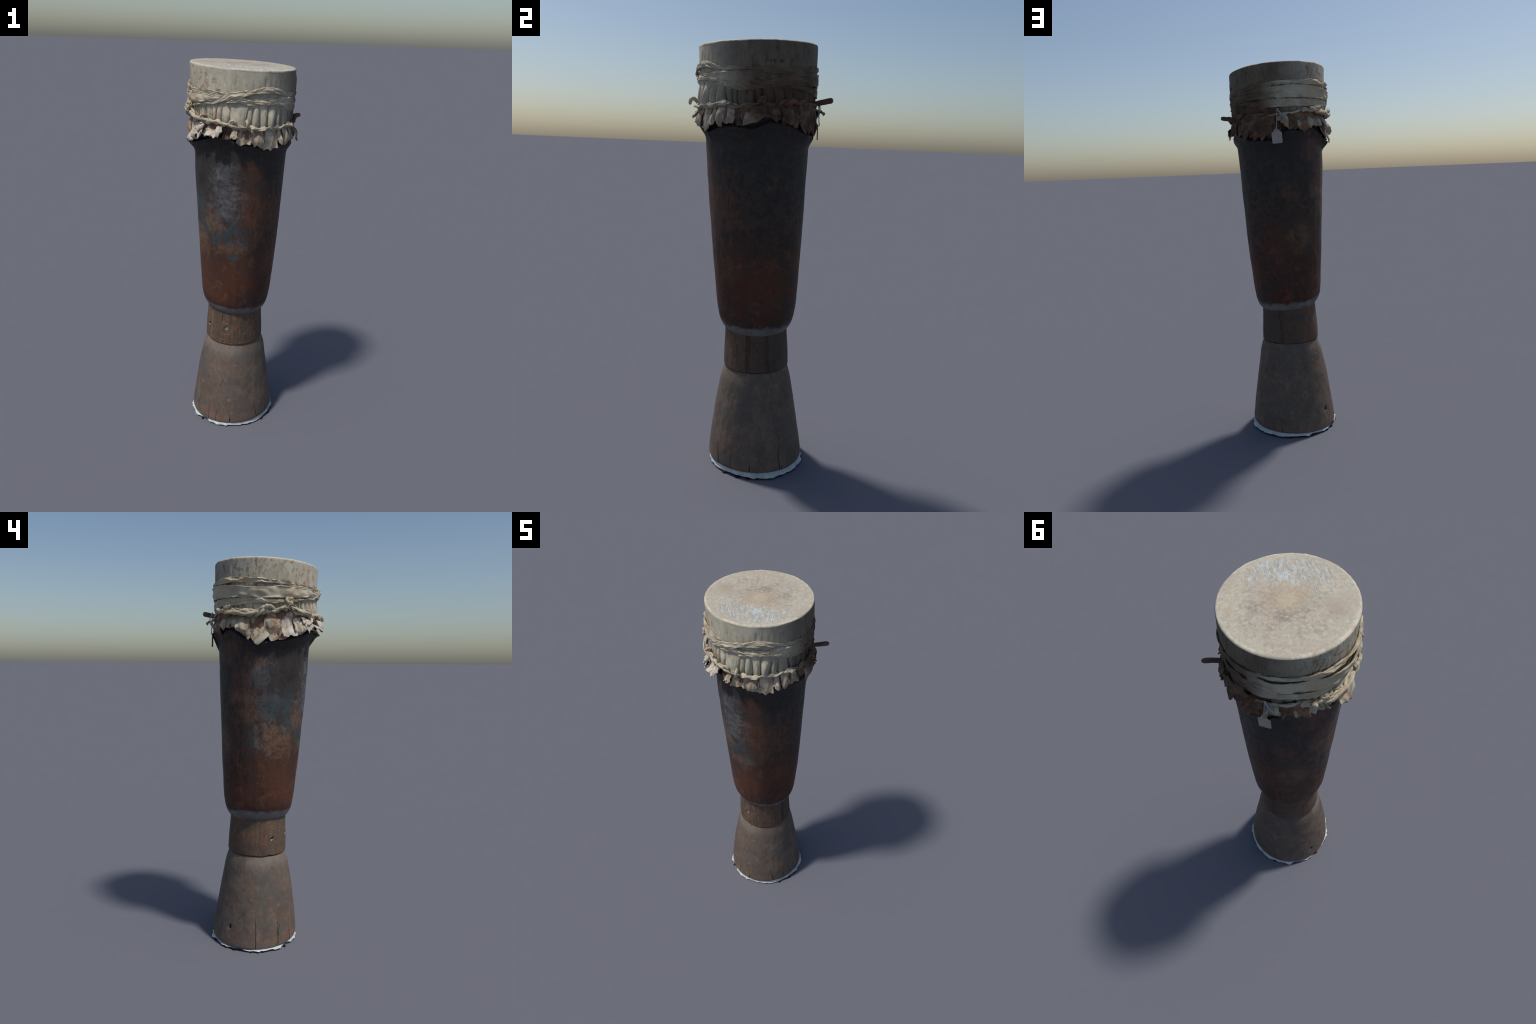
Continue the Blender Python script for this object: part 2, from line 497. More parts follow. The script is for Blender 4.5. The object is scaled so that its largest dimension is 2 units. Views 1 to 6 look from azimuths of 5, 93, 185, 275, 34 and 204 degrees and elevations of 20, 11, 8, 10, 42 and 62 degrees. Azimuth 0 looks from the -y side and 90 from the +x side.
def mat_flap(kind='plain'):
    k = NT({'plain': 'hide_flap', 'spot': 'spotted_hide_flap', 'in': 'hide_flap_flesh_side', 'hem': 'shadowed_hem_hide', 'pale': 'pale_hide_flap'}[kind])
    w = k.warp(.03, 20)
    med = k.noise(24, 6, .66, .4)
    fine = k.noise(110, 6, .7)
    if kind == 'in':
        c = k.ramp(med, [(.3, (.10, .055, .034)), (.5, (.18, .105, .066)), (.7, (.29, .195, .13))])
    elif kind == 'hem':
        c = k.ramp(med, [(.3, (.055, .035, .027)), (.5, (.10, .066, .046)), (.7, (.20, .135, .092))])  # dark tone paints the shadow in the hollows below the lacing
    else:
        c = k.ramp(med, [(.3, (.25, .185, .120)), (.5, (.41, .345, .255)), (.7, (.53, .475, .38))])
        m = k.rng(k.noise(15, 6, .66, .6), .50, .62)
        c = k.mix(k.mul(m, .65), c, (.22, .145, .09))
        c = k.mix(k.mul(k.facing(w, 232, 26, 8), k.rng(med, .38, .56, .05, .95)), c, (.56, .51, .445))  # flaps whitened around the sun's azimuth, sunlight put into the colour
        if kind == 'spot':
            m = k.rng(k.noise(26, 5, .6, .4), .50, .55)
            c = k.mix(k.mul(m, .9), (.43, .395, .30), (.28, .160, .095))
    c = k.mix(k.mul(k.rng(fine, .53, .68), .35), c, (.23, .16, .11))
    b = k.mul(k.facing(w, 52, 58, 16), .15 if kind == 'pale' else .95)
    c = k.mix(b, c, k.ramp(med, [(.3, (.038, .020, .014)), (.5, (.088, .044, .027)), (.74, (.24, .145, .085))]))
    return k.done(c, .72, k.bump(k.math('ADD', k.mul(med, .5), k.mul(fine, .5)), .45, .003), .25)


def mat_plain(name, c0, c1, scale=30, rough=.7, stretch=None, bump=.3):
    k = NT(name)
    n = k.noise(scale if not stretch else 1, 5, .6, .3, k.mapping(stretch) if stretch else None)
    c = k.ramp(n, [(.3, c0), (.7, c1)])
    return k.done(c, rough, k.bump(n, bump, .002), .3)


M = {}


def build_materials():
    M['shell'] = mat_shell(); M['band'] = mat_band(); M['foot'] = mat_foot()
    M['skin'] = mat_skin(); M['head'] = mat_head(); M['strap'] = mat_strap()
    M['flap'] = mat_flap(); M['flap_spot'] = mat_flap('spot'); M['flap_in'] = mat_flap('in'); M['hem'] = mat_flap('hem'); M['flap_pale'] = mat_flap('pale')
    M['crack'] = mat_plain('dark_crack', (.016, .013, .012), (.03, .024, .02))
    M['groove'] = mat_plain('dusty_groove', (.13, .098, .070), (.25, .20, .145), 60)
    M['groove_dark'] = mat_plain('dark_groove', (.03, .024, .02), (.06, .045, .036), 60)
    M['plug'] = mat_plain('grey_hole_plug', (.13, .135, .125), (.22, .22, .20), 60)
    M['peg'] = mat_plain('peg_wood', (.075, .038, .026), (.17, .085, .058), 1, .6, (40, 40, 70))
    M['peg_pale'] = mat_plain('pale_peg_wood', (.30, .21, .17), (.50, .40, .34), 40)
    M['tag'] = mat_plain('paper_tag', (.33, .285, .245), (.41, .36, .315), 30, .8, None, .1)
    M['string'] = mat_plain('tag_string', (.26, .29, .33), (.36, .38, .40), 60)
    M['sheet'] = mat_plain('white_base_sheet', (.36, .41, .405), (.60, .64, .62), 25, .7, None, .15)  # white dulled so the shaded stretch of sheet reads dim enough
    M['black'] = mat_plain('black_backing', (.004, .004, .005), (.010, .010, .010), 40, .9)
    M['ink'] = mat_plain('faded_ink', (.03, .03, .036), (.05, .05, .06), 60)
    M['paint'] = mat_plain('pale_paint_fleck', (.42, .48, .50), (.60, .63, .64), 70, .6)
    M['paint_shadow'] = mat_plain('grey_paint_fleck', (.26, .29, .31), (.38, .41, .42), 70, .6)


# ------------------------------------------------------------------ foot
def build_foot():
    nu = 900
    th = np.arange(nu) * 360 / nu
    prof_z = [0.497, .490, .44, .36, .30, .22, .15, .10, .06, .04, .028, .020, .016]
    prof_r = [.1500, .1535, .1690, .1835, .1945, .2068, .2175, .2240, .2290, .2308, .2305, .2270, .2190]
    t = np.linspace(0, len(prof_z) - 1, 190)
    zc = spline(range(len(prof_z)), prof_z, t); rc = spline(range(len(prof_z)), prof_r, t)
    TH, Z = np.meshgrid(th, zc, indexing='ij'); R = np.broadcast_to(rc, TH.shape).copy()
    c, s = np.cos(np.radians(TH)), np.sin(np.radians(TH))
    up = sstep(Z, .43, .497)
    dn = sstep(Z, .10, .02)
    Z = Z + up * .027 * R * s + dn * .038 * R * c
    # hand hewn unevenness
    q = np.stack([c * 2.2, s * 2.2, Z * 6], -1)
    R = R + .0022 * fbm(q, 3, 3) + .0007 * fbm(q * 6, 2, 5)
    mi = np.zeros(TH.shape, int)
    # drying cracks: (theta at bottom, theta at top, z bottom, z top, depth, half width deg)
    cracks = [(241, 242, .01, .17, .006, 0.28), (253, 255, .01, .12, .005, 0.25), (274, 274, .01, .075, .012, 0.41), (316.5, 311, .02, .14, .009, 0.40),
              (217, 219.5, .02, .24, .004, 0.22), (187, 184.5, .0, .23, .007, 0.28), (219, 222, .02, .21, .004, 0.22), (35, 36, .05, .19, .006, 0.25), (39, 39, .02, .065, .006, 0.26),
              (359, 358, .02, .095, .008, 0.30), (334, 334, .03, .13, .006, 0.25), (76, 74, .06, .13, .004, 0.20), (38, 37, .02, .05, .005, 0.23)]
    for a, b, z0, z1, d, hw in cracks:
        f = np.clip((Z - z0) / (z1 - z0), -.3, 1)
        tc = a + (b - a) * f + .7 * vnoise(np.stack([Z * 30, Z * 0 + a, Z * 0], -1), 2)
        dt = np.abs((TH - tc + 180) % 360 - 180)
        fade = sstep(Z, z1, z0 + (z1 - z0) * .35)
        g = np.exp(-(dt / hw) ** 2) * fade
        R = R - d * g
        mi[(g > .62)] = 1
    # bored hole near the foot
    dt = (TH - 148 + 180) % 360 - 180
    e = np.sqrt((dt * math.pi / 180 * .221 / .0062 - (Z - .117) / .03) ** 2 + ((Z - .117) / .0105) ** 2)
    R = R - .030 * sstep(e, 1.15, .55) - .0025 * np.exp(-((e - 1.3) / .4) ** 2)
    mi[e < .95] = 1
    # shallow knife scars on the shoulder
    for a, zc_, l, d in [(196, .43, .05, .0022), (206, .40, .04, .0016), (186, .42, .05, .002), (148, .435, .05, .0025), (140, .40, .04, .0018), (225, .44, .04, .0015), (265, .36, .03, .0012)]:
        dt = ((TH - a + 180) % 360 - 180) * math.pi / 180 * .17
        dz = Z - zc_
        u = dt * .8 - dz * .6; v = dt * .6 + dz * .8
        R = R - d * .5 * np.exp(-(v / .003) ** 2 - (u / l * 1.6) ** 2)
    R = R * (1 - .004 * s * s) + .0008 + .0018 * c * c
    P = pt(TH, Z, R)
    fi = np.maximum(mi[:, :-1], 0)
    return revolve('foot', P, [M['foot'], M['crack']], fi, True, True, sharp=50)


# ------------------------------------------------------------------ carved waist band
def build_band():
    nu, nv = 1500, 190
    th = np.arange(nu) * 360 / nu
    v = np.linspace(0, 1, nv)
    TH, V = np.meshgrid(th, v, indexing='ij')
    c, s = np.cos(np.radians(TH)), np.sin(np.radians(TH))
    ztop = .705 - .055 * (.15 * c + .2 * 0)
    zbot = .4995 + .028 * .155 * s + .0016 * vnoise(np.stack([c * 5, s * 5, 0 * c], -1), 4)
    # two small chips in the lower edge
    for a, w, d in [(211, 4, .006), (205, 2.5, .004), (60, 3, .003), (82, 2, -.003)]:
        zbot = zbot + d * np.exp(-(((TH - a + 180) % 360 - 180) / w) ** 2)
    Z = ztop + (zbot - ztop) * V
    R = np.interp(Z, [.49, .505, .56, .62, .66, .72], [.1562, .1575, .1565, .1530, .1505, .1480])
    R = R - .0022 * sstep(V, .975, 1.0)
    q = np.stack([c * 3, s * 3, Z * 7], -1)
    R = R + .0012 * fbm(q, 3, 8) + .0005 * fbm(np.stack([c * 40, s * 40, Z * 12], -1), 2, 9)
    mi = np.zeros(TH.shape, int)
    S = np.radians(TH) * .155

    def seg(t0, z0, t1, z1, w=.0013, d=.0016, dash=0, mat=1):
        nonlocal R, mi
        s0, s1 = math.radians(t0) * .155, math.radians(t1) * .155
        L = max(math.hypot(s1 - s0, z1 - z0), 1e-6)
        ds = (S - s0 + math.pi * .155) % (2 * math.pi * .155) - math.pi * .155
        a = (ds * (s1 - s0) + (Z - z0) * (z1 - z0)) / L
        b = (-ds * (z1 - z0) + (Z - z0) * (s1 - s0)) / L
        b = b + .0007 * np.sin(a * 130 + t0)
        e = np.maximum(np.maximum(-a, a - L), 0)
        g = np.exp(-(b / w) ** 2 - (e / w) ** 2)
        if dash:
            g = g * (.5 + .5 * np.sign(np.sin(a / dash * 2 * np.pi) + .1))
        R = R - d * g
        if mat is not None: mi[g > .55] = mat
    # face toward +x: triple lines, crossed box, pricked row
    for t in (346.5, 348.5, 350.2, 352.5): seg(t, .695, t + .6, .503, .0013, .0022, mat=2)
    x0, x1, za, zb = 355.5, 377, .575, .648
    for a in [(x0, za, x1, zb), (x0, zb, x1, za), (x0, zb, x1 - 2, zb), (x0 + 1, za, x1 - 1, za), (x0 - .5, za, x0 - .5, zb), (x1, za, x1, zb)]:
        seg(*a, .0022, .0022, mat=None)
    for t in (379.5, 381): seg(t, .66, t + .5, .54, .0016, .0018, .0075, 2)
    for t in (383, 385, 386.5): seg(t, .692, t + .4, .505, .0011, .0016, mat=2)
    for t in (336, 328, 320): seg(t, .685, t + 1, .52, .0010, .0008, mat=None)
    seg(389, .53, 389, .502, .0016, .003, mat=2)
    # back: double line
    seg(72, .698, 76, .515, .0014, .0024, mat=2); seg(76.5, .698, 80, .505, .0014, .0024, mat=2)
    # left faces: stitched ladders, chevrons
    for t in (182.5, 187.2): seg(t, .690, t + .3, .505, .0010, .0013, .0045, 1)
    for i in range(26):
        zz = .512 + i * .0066
        seg(183 + (i % 2) * 1.2, zz, 186.5, zz + .003 * (1 if i % 2 else -1), .0008, .0009)
    for t in (206.5, 209.5, 211): seg(t, .688, t + .4, .506, .0010, .0014, .0050, 1)
    for i in range(9):
        zz = .515 + i * .018
        if 3 <= i <= 4: continue
        seg(212, zz - .004, 217, zz + .008, .0009, .0012); seg(217, zz + .008, 218.5, zz, .0009, .0012)
        seg(213, zz - .010, 216.5, zz - .002, .0008, .0010)
    for i in range(13):
        zz = .512 + i * .0125
        seg(220, zz + .013, 227, zz - .001, .0010, .0014)
        if i % 2: seg(220.5, zz + .006, 224, zz + .001, .0008, .0010)
    for t in (219, 228.5, 231, 234): seg(t, .685, t + .4, .506, .0010, .0014, .006 if t != 219 else 0, 1)
    # front: fine ruled panel
    for t in (236.5, 240, 243.5, 246.5, 268.5, 271, 276, 279, 281.5, 284): seg(t, .688, t + .3, .504, .0009, .0013, .0065 if int(t) % 2 else 0, 1 if t < 262 else None)
    for i in range(7): seg(249, .630 + i * .008, 266, .631 + i * .008, .0008, .0010, .005 if i % 2 else 0, 1 if i in (0, 3) else None)
    for i in range(8): seg(247, .510 + i * .0085, 267, .511 + i * .0085, .0008, .0010, .006 if i % 2 else 0, 1 if i in (2, 6) else None)
    for i in range(5): seg(250 + i * .0, .64, 250, .684, .0008, .001, mat=None)
    for t in (252, 264.5, 266): seg(t, .632, t, .683, .0008, .0011, mat=None)
    for i in range(17): seg(286 + (i % 3), .512 + i * .0105, 304 - (i % 4) * 1.5, .513 + i * .0105, .0008, .0009, .005, 1 if i % 5 == 0 else None)
    for t in (287, 291, 296, 300, 305): seg(t, .678, t, .508, .0008, .0008, mat=None)
    # bored hole with grey plug
    dt = ((TH - 261 + 180) % 360 - 180) * math.pi / 180 * .155
    e = np.sqrt((dt / .0118) ** 2 + ((Z - .600) / .0125) ** 2)
    R = R - .006 * sstep(e, 1.08, .8)
    mi[e < .93] = 3
    # smaller ragged hole
    dt = ((TH - 216 + 180) % 360 - 180) * math.pi / 180 * .155
    e = np.sqrt(((dt - (Z - .595) * .9) / .010) ** 2 + ((Z - .595) / .008) ** 2)
    R = R - .009 * sstep(e, 1.2, .5)
    mi[e < .8] = 4
    mi[(np.abs(dt + .004) < .004) & (np.abs(Z - .587 - dt * .35) < .0024)] = 5
    # inner returns so the band is solid
    P = pt(TH, Z, R)
    top = pt(th[:, None], (ztop[:, :1] + .001), .120)
    bot = pt(th[:, None], (zbot[:, :1] + .0005), .120)
    P = np.concatenate([top, P, bot], 1)
    mi = np.concatenate([np.zeros((nu, 1), int), mi, np.zeros((nu, 1), int)], 1)
    return revolve('carved_waist_band', P, [M['band'], M['groove'], M['groove_dark'], M['plug'], M['crack'], M['sheet']], mi[:, :-1], True, True, sharp=60)


# ------------------------------------------------------------------ bowl / shell
FLAP_EDGE_T = [0, 16, 31, 45, 57, 68, 81, 90, 97, 105, 115, 127, 140, 150, 160, 178, 190, 203, 215, 228, 240, 254, 265, 272, 285, 297, 308, 321, 336, 350, 360]
FLAP_EDGE_Z = [1.620, 1.650, 1.650, 1.635, 1.612, 1.607, 1.605, 1.60, 1.640, 1.652, 1.655, 1.648, 1.670, 1.65, 1.63, 1.600, 1.612, 1.612, 1.625, 1.640, 1.655, 1.668, 1.658, 1.640, 1.628, 1.624, 1.605, 1.621, 1.630, 1.625, 1.620]
WEB_T = [0, 20, 40, 60, 80, 92, 105, 120, 140, 160, 180, 195, 215, 240, 268, 280, 310, 340, 360]
WEB_A = [.020, .015, .014, .016, .021, .029, .022, .012, .010, .018, .026, .022, .020, .023, .026, .023, .015, .018, .020]


def build_shell():
    nu = 720
    th = np.arange(nu) * 360 / nu
    pz = [1.68, 1.62, 1.56, 1.50, 1.45, 1.30, 1.10, .95, .85, .80, .76, .735, .715, .702, .694, .690, .690]
    pr = [.2400, .2365, .2330, .2310, .2290, .2212, .2098, .1998, .1925, .1882, .1825, .1760, .1675, .1590, .1520, .1450, .120]
    t = np.linspace(0, len(pz) - 1, 330)
    zc = spline(range(len(pz)), pz, t); rc = spline(range(len(pz)), pr, t)
    TH, Z = np.meshgrid(th, zc, indexing='ij'); R = np.broadcast_to(rc, TH.shape).copy()
    c, s = np.cos(np.radians(TH)), np.sin(np.radians(TH))
    low = sstep(Z, .86, .70)
    Z = Z - low * (.066 * R * c + .004 * R * s)
    q = np.stack([c * 2.4, s * 2.4, Z * 7], -1)
    lump = fbm(q, 3, 21)
    q2 = np.stack([c * 7, s * 7, Z * 12], -1)
    R = R + (.0024 * lump + .0010 * fbm(q2, 2, 22)) * sstep(Z, .69, .78)
    # vertical adze flats and a few dents
    R = R + .0008 * vnoise(np.stack([c * 9, s * 9, Z * 1.5], -1), 23)
    for a, zz, w, h, d in [(269, 1.42, .02, .012, .003), (275, 1.41, .02, .01, -.002), (12, .90, .02, .03, .003), (34, 1.42, .012, .02, .0025), (38, 1.37, .015, .012, .0022), (200, 1.08, .03, .004, .0015), (222, 1.0, .01, .01, .002)]:
        dt = ((TH - a + 180) % 360 - 180) * math.pi / 180 * .22
        R = R - d * np.exp(-(dt / w) ** 2 - ((Z - zz) / h) ** 2)
    # upper end swells outward to meet the hanging hide
    ze = np.interp(TH, FLAP_EDGE_T, FLAP_EDGE_Z) - .004
    A = np.interp(TH, WEB_T, WEB_A) * (1 + .35 * vnoise(np.stack([c * 7, s * 7, c * 0], -1), 31))
    web = sstep(Z, ze - .058, ze + .004) * sstep(Z, ze + .016, ze - .004)
    R = R + A * web ** 1.2 * (1 + .12 * vnoise(np.stack([c * 22, s * 22, Z * 9], -1), 32))
    P = pt(TH, Z, R)
    return revolve('bowl_shell', P, [M['shell']], np.zeros((nu, len(zc) - 1), int), True, True)


# ------------------------------------------------------------------ drum skin
RIM_Z, RIM_X, RIM_Y = 1.9840, -.0490, .0425
PLEATS = [8, 19, 31, 39, 51, 66, 80, 94, 107, 119, 133, 146, 158, 171, 184, 196, 206, 213, 219, 224, 229.5, 236, 242.5, 249, 256, 264, 281.5, 287, 293, 303, 315, 322, 332, 340, 347, 354, 361]


def build_skin():
    nu = 900
    th = np.arange(nu) * 360 / nu
    c1, s1 = np.cos(np.radians(th)), np.sin(np.radians(th))
    # head: flat tilted disc
    rr = np.concatenate([[.0005], np.linspace(.01, .246, 70)])
    TH, RR = np.meshgrid(th, rr, indexing='ij')
    C, S = np.cos(np.radians(TH)), np.sin(np.radians(TH))
    RR = RR * (1 + oval(TH, 1.97) / .26)
    X = cx(1.98) + RR * C; Y = cy(1.98) + RR * S
    Zt = RIM_Z + RIM_X * X + RIM_Y * Y
    Zt = Zt + .0012 * fbm(np.stack([X * 14, Y * 14, 0 * X], -1), 3, 41) * sstep(RR, .25, .1) - .0006 * (1 - (RR / .246) ** 2)
    top = np.stack([X, Y, Zt], -1)
    # rim roundover with soft unevenness
    na = 9
    rb = .0105 + .002 * vnoise(np.stack([c1 * 6, s1 * 6, c1 * 0], -1), 42)
    ang = np.linspace(0, math.pi / 2, na + 1)[1:]
    rimr = rh(1.97) + oval(th, 1.97)
    zr = RIM_Z + RIM_X * (cx(1.98) + .25 * c1) + RIM_Y * (cy(1.98) + .25 * s1)
    bump = .0010 * fbm(np.stack([c1 * 16, s1 * 16, c1 * 0], -1), 3, 43)
    rim = []
    for a in ang:
        r = rimr - rb + rb * math.sin(a) + bump * .6
        z = zr - rb * (1 - math.cos(a)) + bump
        rim.append(np.stack([cx(1.98) + r * c1, cy(1.98) + r * s1, z], -1))
    rim = np.stack(rim, 1)
    # side wall with pleats near the lacing
    nz = 150
    v = np.linspace(0, 1, nz + 1)[1:]
    ztop = rim[:, -1, 2][:, None]
    Z = ztop + (1.665 - ztop) * v[None]
    TH = np.broadcast_to(th[:, None], Z.shape)
    C, S = np.cos(np.radians(TH)), np.sin(np.radians(TH))
    R = np.interp(Z, HIDE_Z, HIDE_R) + oval(TH, Z)
    R = R + bump[:, None] * .6 * sstep(Z, 1.93, 1.98)
    q = np.stack([C * 4, S * 4, Z * 9], -1)
    R = R + .0014 * fbm(q, 3, 44) * sstep(v[None], 0, .1)
    R = R + .0009 * vnoise(np.stack([C * 26, S * 26, Z * 6], -1), 45) * sstep(Z, 1.95, 1.90)
    # single standing creases
    for a, z0, z1, w, d in [(358.5, 1.855, 1.935, 1.0, .0045), (1.5, 1.86, 1.93, 1.3, -.002), (143, 1.90, 1.95, .9, .003), (137, 1.90, 1.94, .8, .0028), (131, 1.9, 1.93, .8, -.002), (218, 1.88, 1.92, 1.1, .0028), (300, 1.89, 1.93, 1.2, -.002), (304, 1.89, 1.925, 1., .0016), (252, 1.90, 1.93, 1., .0016), (258, 1.90, 1.93, 1., -.0014), (270, 1.90, 1.935, 1.5, -.0016), (66, 1.89, 1.95, 1., .0015), (56, 1.89, 1.94, 1., .0013)]:
        dt = (TH - a - (Z - z0) * 18 + 180) % 360 - 180
        R = R + d * np.exp(-(dt / w) ** 2) * sstep(Z, z0 - .012, z0 + .01) * sstep(Z, z1 + .015, z1 - .015)
    # pleats: rounded bulges between creases
    b = np.array(PLEATS); b = np.concatenate([b - 360, b, b + 360])
    tt = TH + 1.3 * vnoise(np.stack([C * 9, S * 9, Z * 22], -1), 46) + 2.6 * vnoise(np.stack([C * 4, S * 4, Z * 7], -1), 49)
    i = np.searchsorted(b, tt, side='right') - 1
    w = b[i + 1] - b[i]
    f = (tt - b[i]) / w
    h = np.array([random.uniform(.55, 1.5) for _ in range(len(PLEATS))])[i % len(PLEATS)]
    sk = np.array([random.uniform(-.6, .6) for _ in range(len(PLEATS))])[i % len(PLEATS)]
    g = np.clip(1 - (2 * (f + sk * f * (1 - f)) - 1) ** 2, 0, 1) ** .8
    amp = sstep(Z, 1.845, 1.735) * np.clip(w / 8, .6, 1.2) * np.interp(TH % 360, [0, 30, 60, 200, 215, 345, 360], [.8, .7, .45, .4, 1, 1, .8])
    base = np.interp(TH % 360, [0, 20, 60, 110, 200, 214, 240, 254, 264, 310, 330, 345, 360], [-.001, .003, .005, .003, .000, .000, .003, .012, .019, .015, .008, .001, -.001])
    R = R + amp * (.0135 * h * g - .0080 + base) + sstep(Z, 1.83, 1.76) * .0042 * fbm(np.stack([C * 15 + Z * 5, S * 15, Z * 20], -1), 3, 48)
    edge = np.minimum(f, 1 - f) * w
    R = R - .0075 * np.exp(-(edge / .75) ** 2) * amp * np.interp(TH % 360, [0, 60, 200, 225, 310, 345, 360], [.5, .3, .3, 1, 1, .6, .5])
    # narrow dark gathers beside the knot
    fine = np.abs(np.sin(np.radians(tt) * 52 + 2 * vnoise(np.stack([C * 8, S * 8, Z * 10], -1), 47))) ** .7
    R = R + .0065 * (fine - .6) * sstep(Z, 1.83, 1.79) * np.exp(-((TH - 230) / 15) ** 4)
    # drawn in under the lacing, flaring below
    zl = np.interp(TH, LACE_T, LACE_Z)
    R = R - .003 * np.exp(-((Z - zl) / .012) ** 2) - .022 * sstep(Z, zl - .002, zl - .020)
    side = pt(TH, Z, R)
    P = np.concatenate([top, rim, side], 1)
    mi = np.zeros((nu, P.shape[1] - 1), int)
    mi[:, len(rr) + na - 4:] = 1
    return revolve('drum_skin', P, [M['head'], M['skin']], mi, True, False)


# ------------------------------------------------------------------ straps
LACE_T = [-26, -12, 3, 17, 28, 39, 52, 78, 95, 107, 124, 139, 152, 163, 172, 183, 195, 206, 216, 228, 236, 250, 262, 270, 281, 291, 304, 319, 334, 348, 363, 377]
LACE_Z = [1.719, 1.707, 1.719, 1.718, 1.729, 1.736, 1.730, 1.737, 1.731, 1.735, 1.748, 1.751, 1.747, 1.744, 1.734, 1.743, 1.755, 1.766, 1.750, 1.740, 1.736, 1.733, 1.722, 1.713, 1.709, 1.708, 1.710, 1.706, 1.719, 1.707, 1.719, 1.718]


def strap(name, ctrl, off=.008, bulge=.004, wrinkle=.0022, twist=None, t=.006, seed=0, ragged=.0018, lip=.003, step=.5, freq=24, wf=1., dimple=0.):
    """hide ribbon: ctrl rows = (theta, z top, z bottom[, extra offset])"""
    ctrl = np.array([(list(r) + [0])[:4] for r in ctrl], float)
    T = np.arange(ctrl[0, 0], ctrl[-1, 0], step)
    zt = spline(ctrl[:, 0], ctrl[:, 1], T); zb = spline(ctrl[:, 0], ctrl[:, 2], T); ex = spline(ctrl[:, 0], ctrl[:, 3], T)
    a = np.radians(T)
    n1 = lambda f, s: vnoise(np.stack([np.cos(a) * f, np.sin(a) * f, a * .8], -1), seed + s)
    zt = zt + ragged * n1(freq, 1) + ragged * .5 * n1(freq * 3, 2)
    zb = zb + ragged * n1(freq, 3) + ragged * .5 * n1(freq * 3, 4)
    zb = np.minimum(zb, zt - .004)
    nv = 22
    v = np.linspace(0, 1, nv)
    Z = zt[:, None] + (zb - zt)[:, None] * v[None]
    TH = np.broadcast_to(T[:, None], Z.shape); A = np.radians(TH)
    width = (zt - zb)[:, None]
    prof = np.sin(np.pi * np.clip(v, 0, 1)) ** .6
    O = off + ex[:, None] + bulge * prof[None] * np.clip(width / .03, .4, 1.2)
    # lengthwise folds that drift up and down
    vv = v[None] * width * 130 * wf + 2.2 * vnoise(np.stack([np.cos(A) * 3, np.sin(A) * 3, A * .5], -1), seed + 6)
    O = O + wrinkle * vnoise(np.stack([np.cos(A) * 4, np.sin(A) * 4, vv], -1), seed + 7) + wrinkle * .6 * vnoise(np.stack([np.cos(A) * 11, np.sin(A) * 11, vv * 1.9], -1), seed + 8) * min(wf, 1)
    O = O + dimple * vnoise(np.stack([np.cos(A) * 6, np.sin(A) * 6, Z * 34 + A * 3], -1), seed + 12) * prof[None]
    # lifted, curling edges
    lt = lip * np.clip(.5 + n1(9, 9), 0, 1.4); lb = lip * np.clip(.5 + n1(8, 10), 0, 1.4)
    O = O + lt[:, None] * np.exp(-(v / .12) ** 2)[None] + lb[:, None] * np.exp(-((1 - v) / .12) ** 2)[None]
    # tuck both ends into the hide
    e = np.minimum(T - T[0], T[-1] - T) / 5
    O = O - (.012 + ex[:, None]) * (1 - sstep(e, 0, 1))[:, None]
    P = hp(TH, Z, O)
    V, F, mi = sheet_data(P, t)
    return make_obj(name, V, F, [M['strap'], M['strap']], mi, sharp=55)


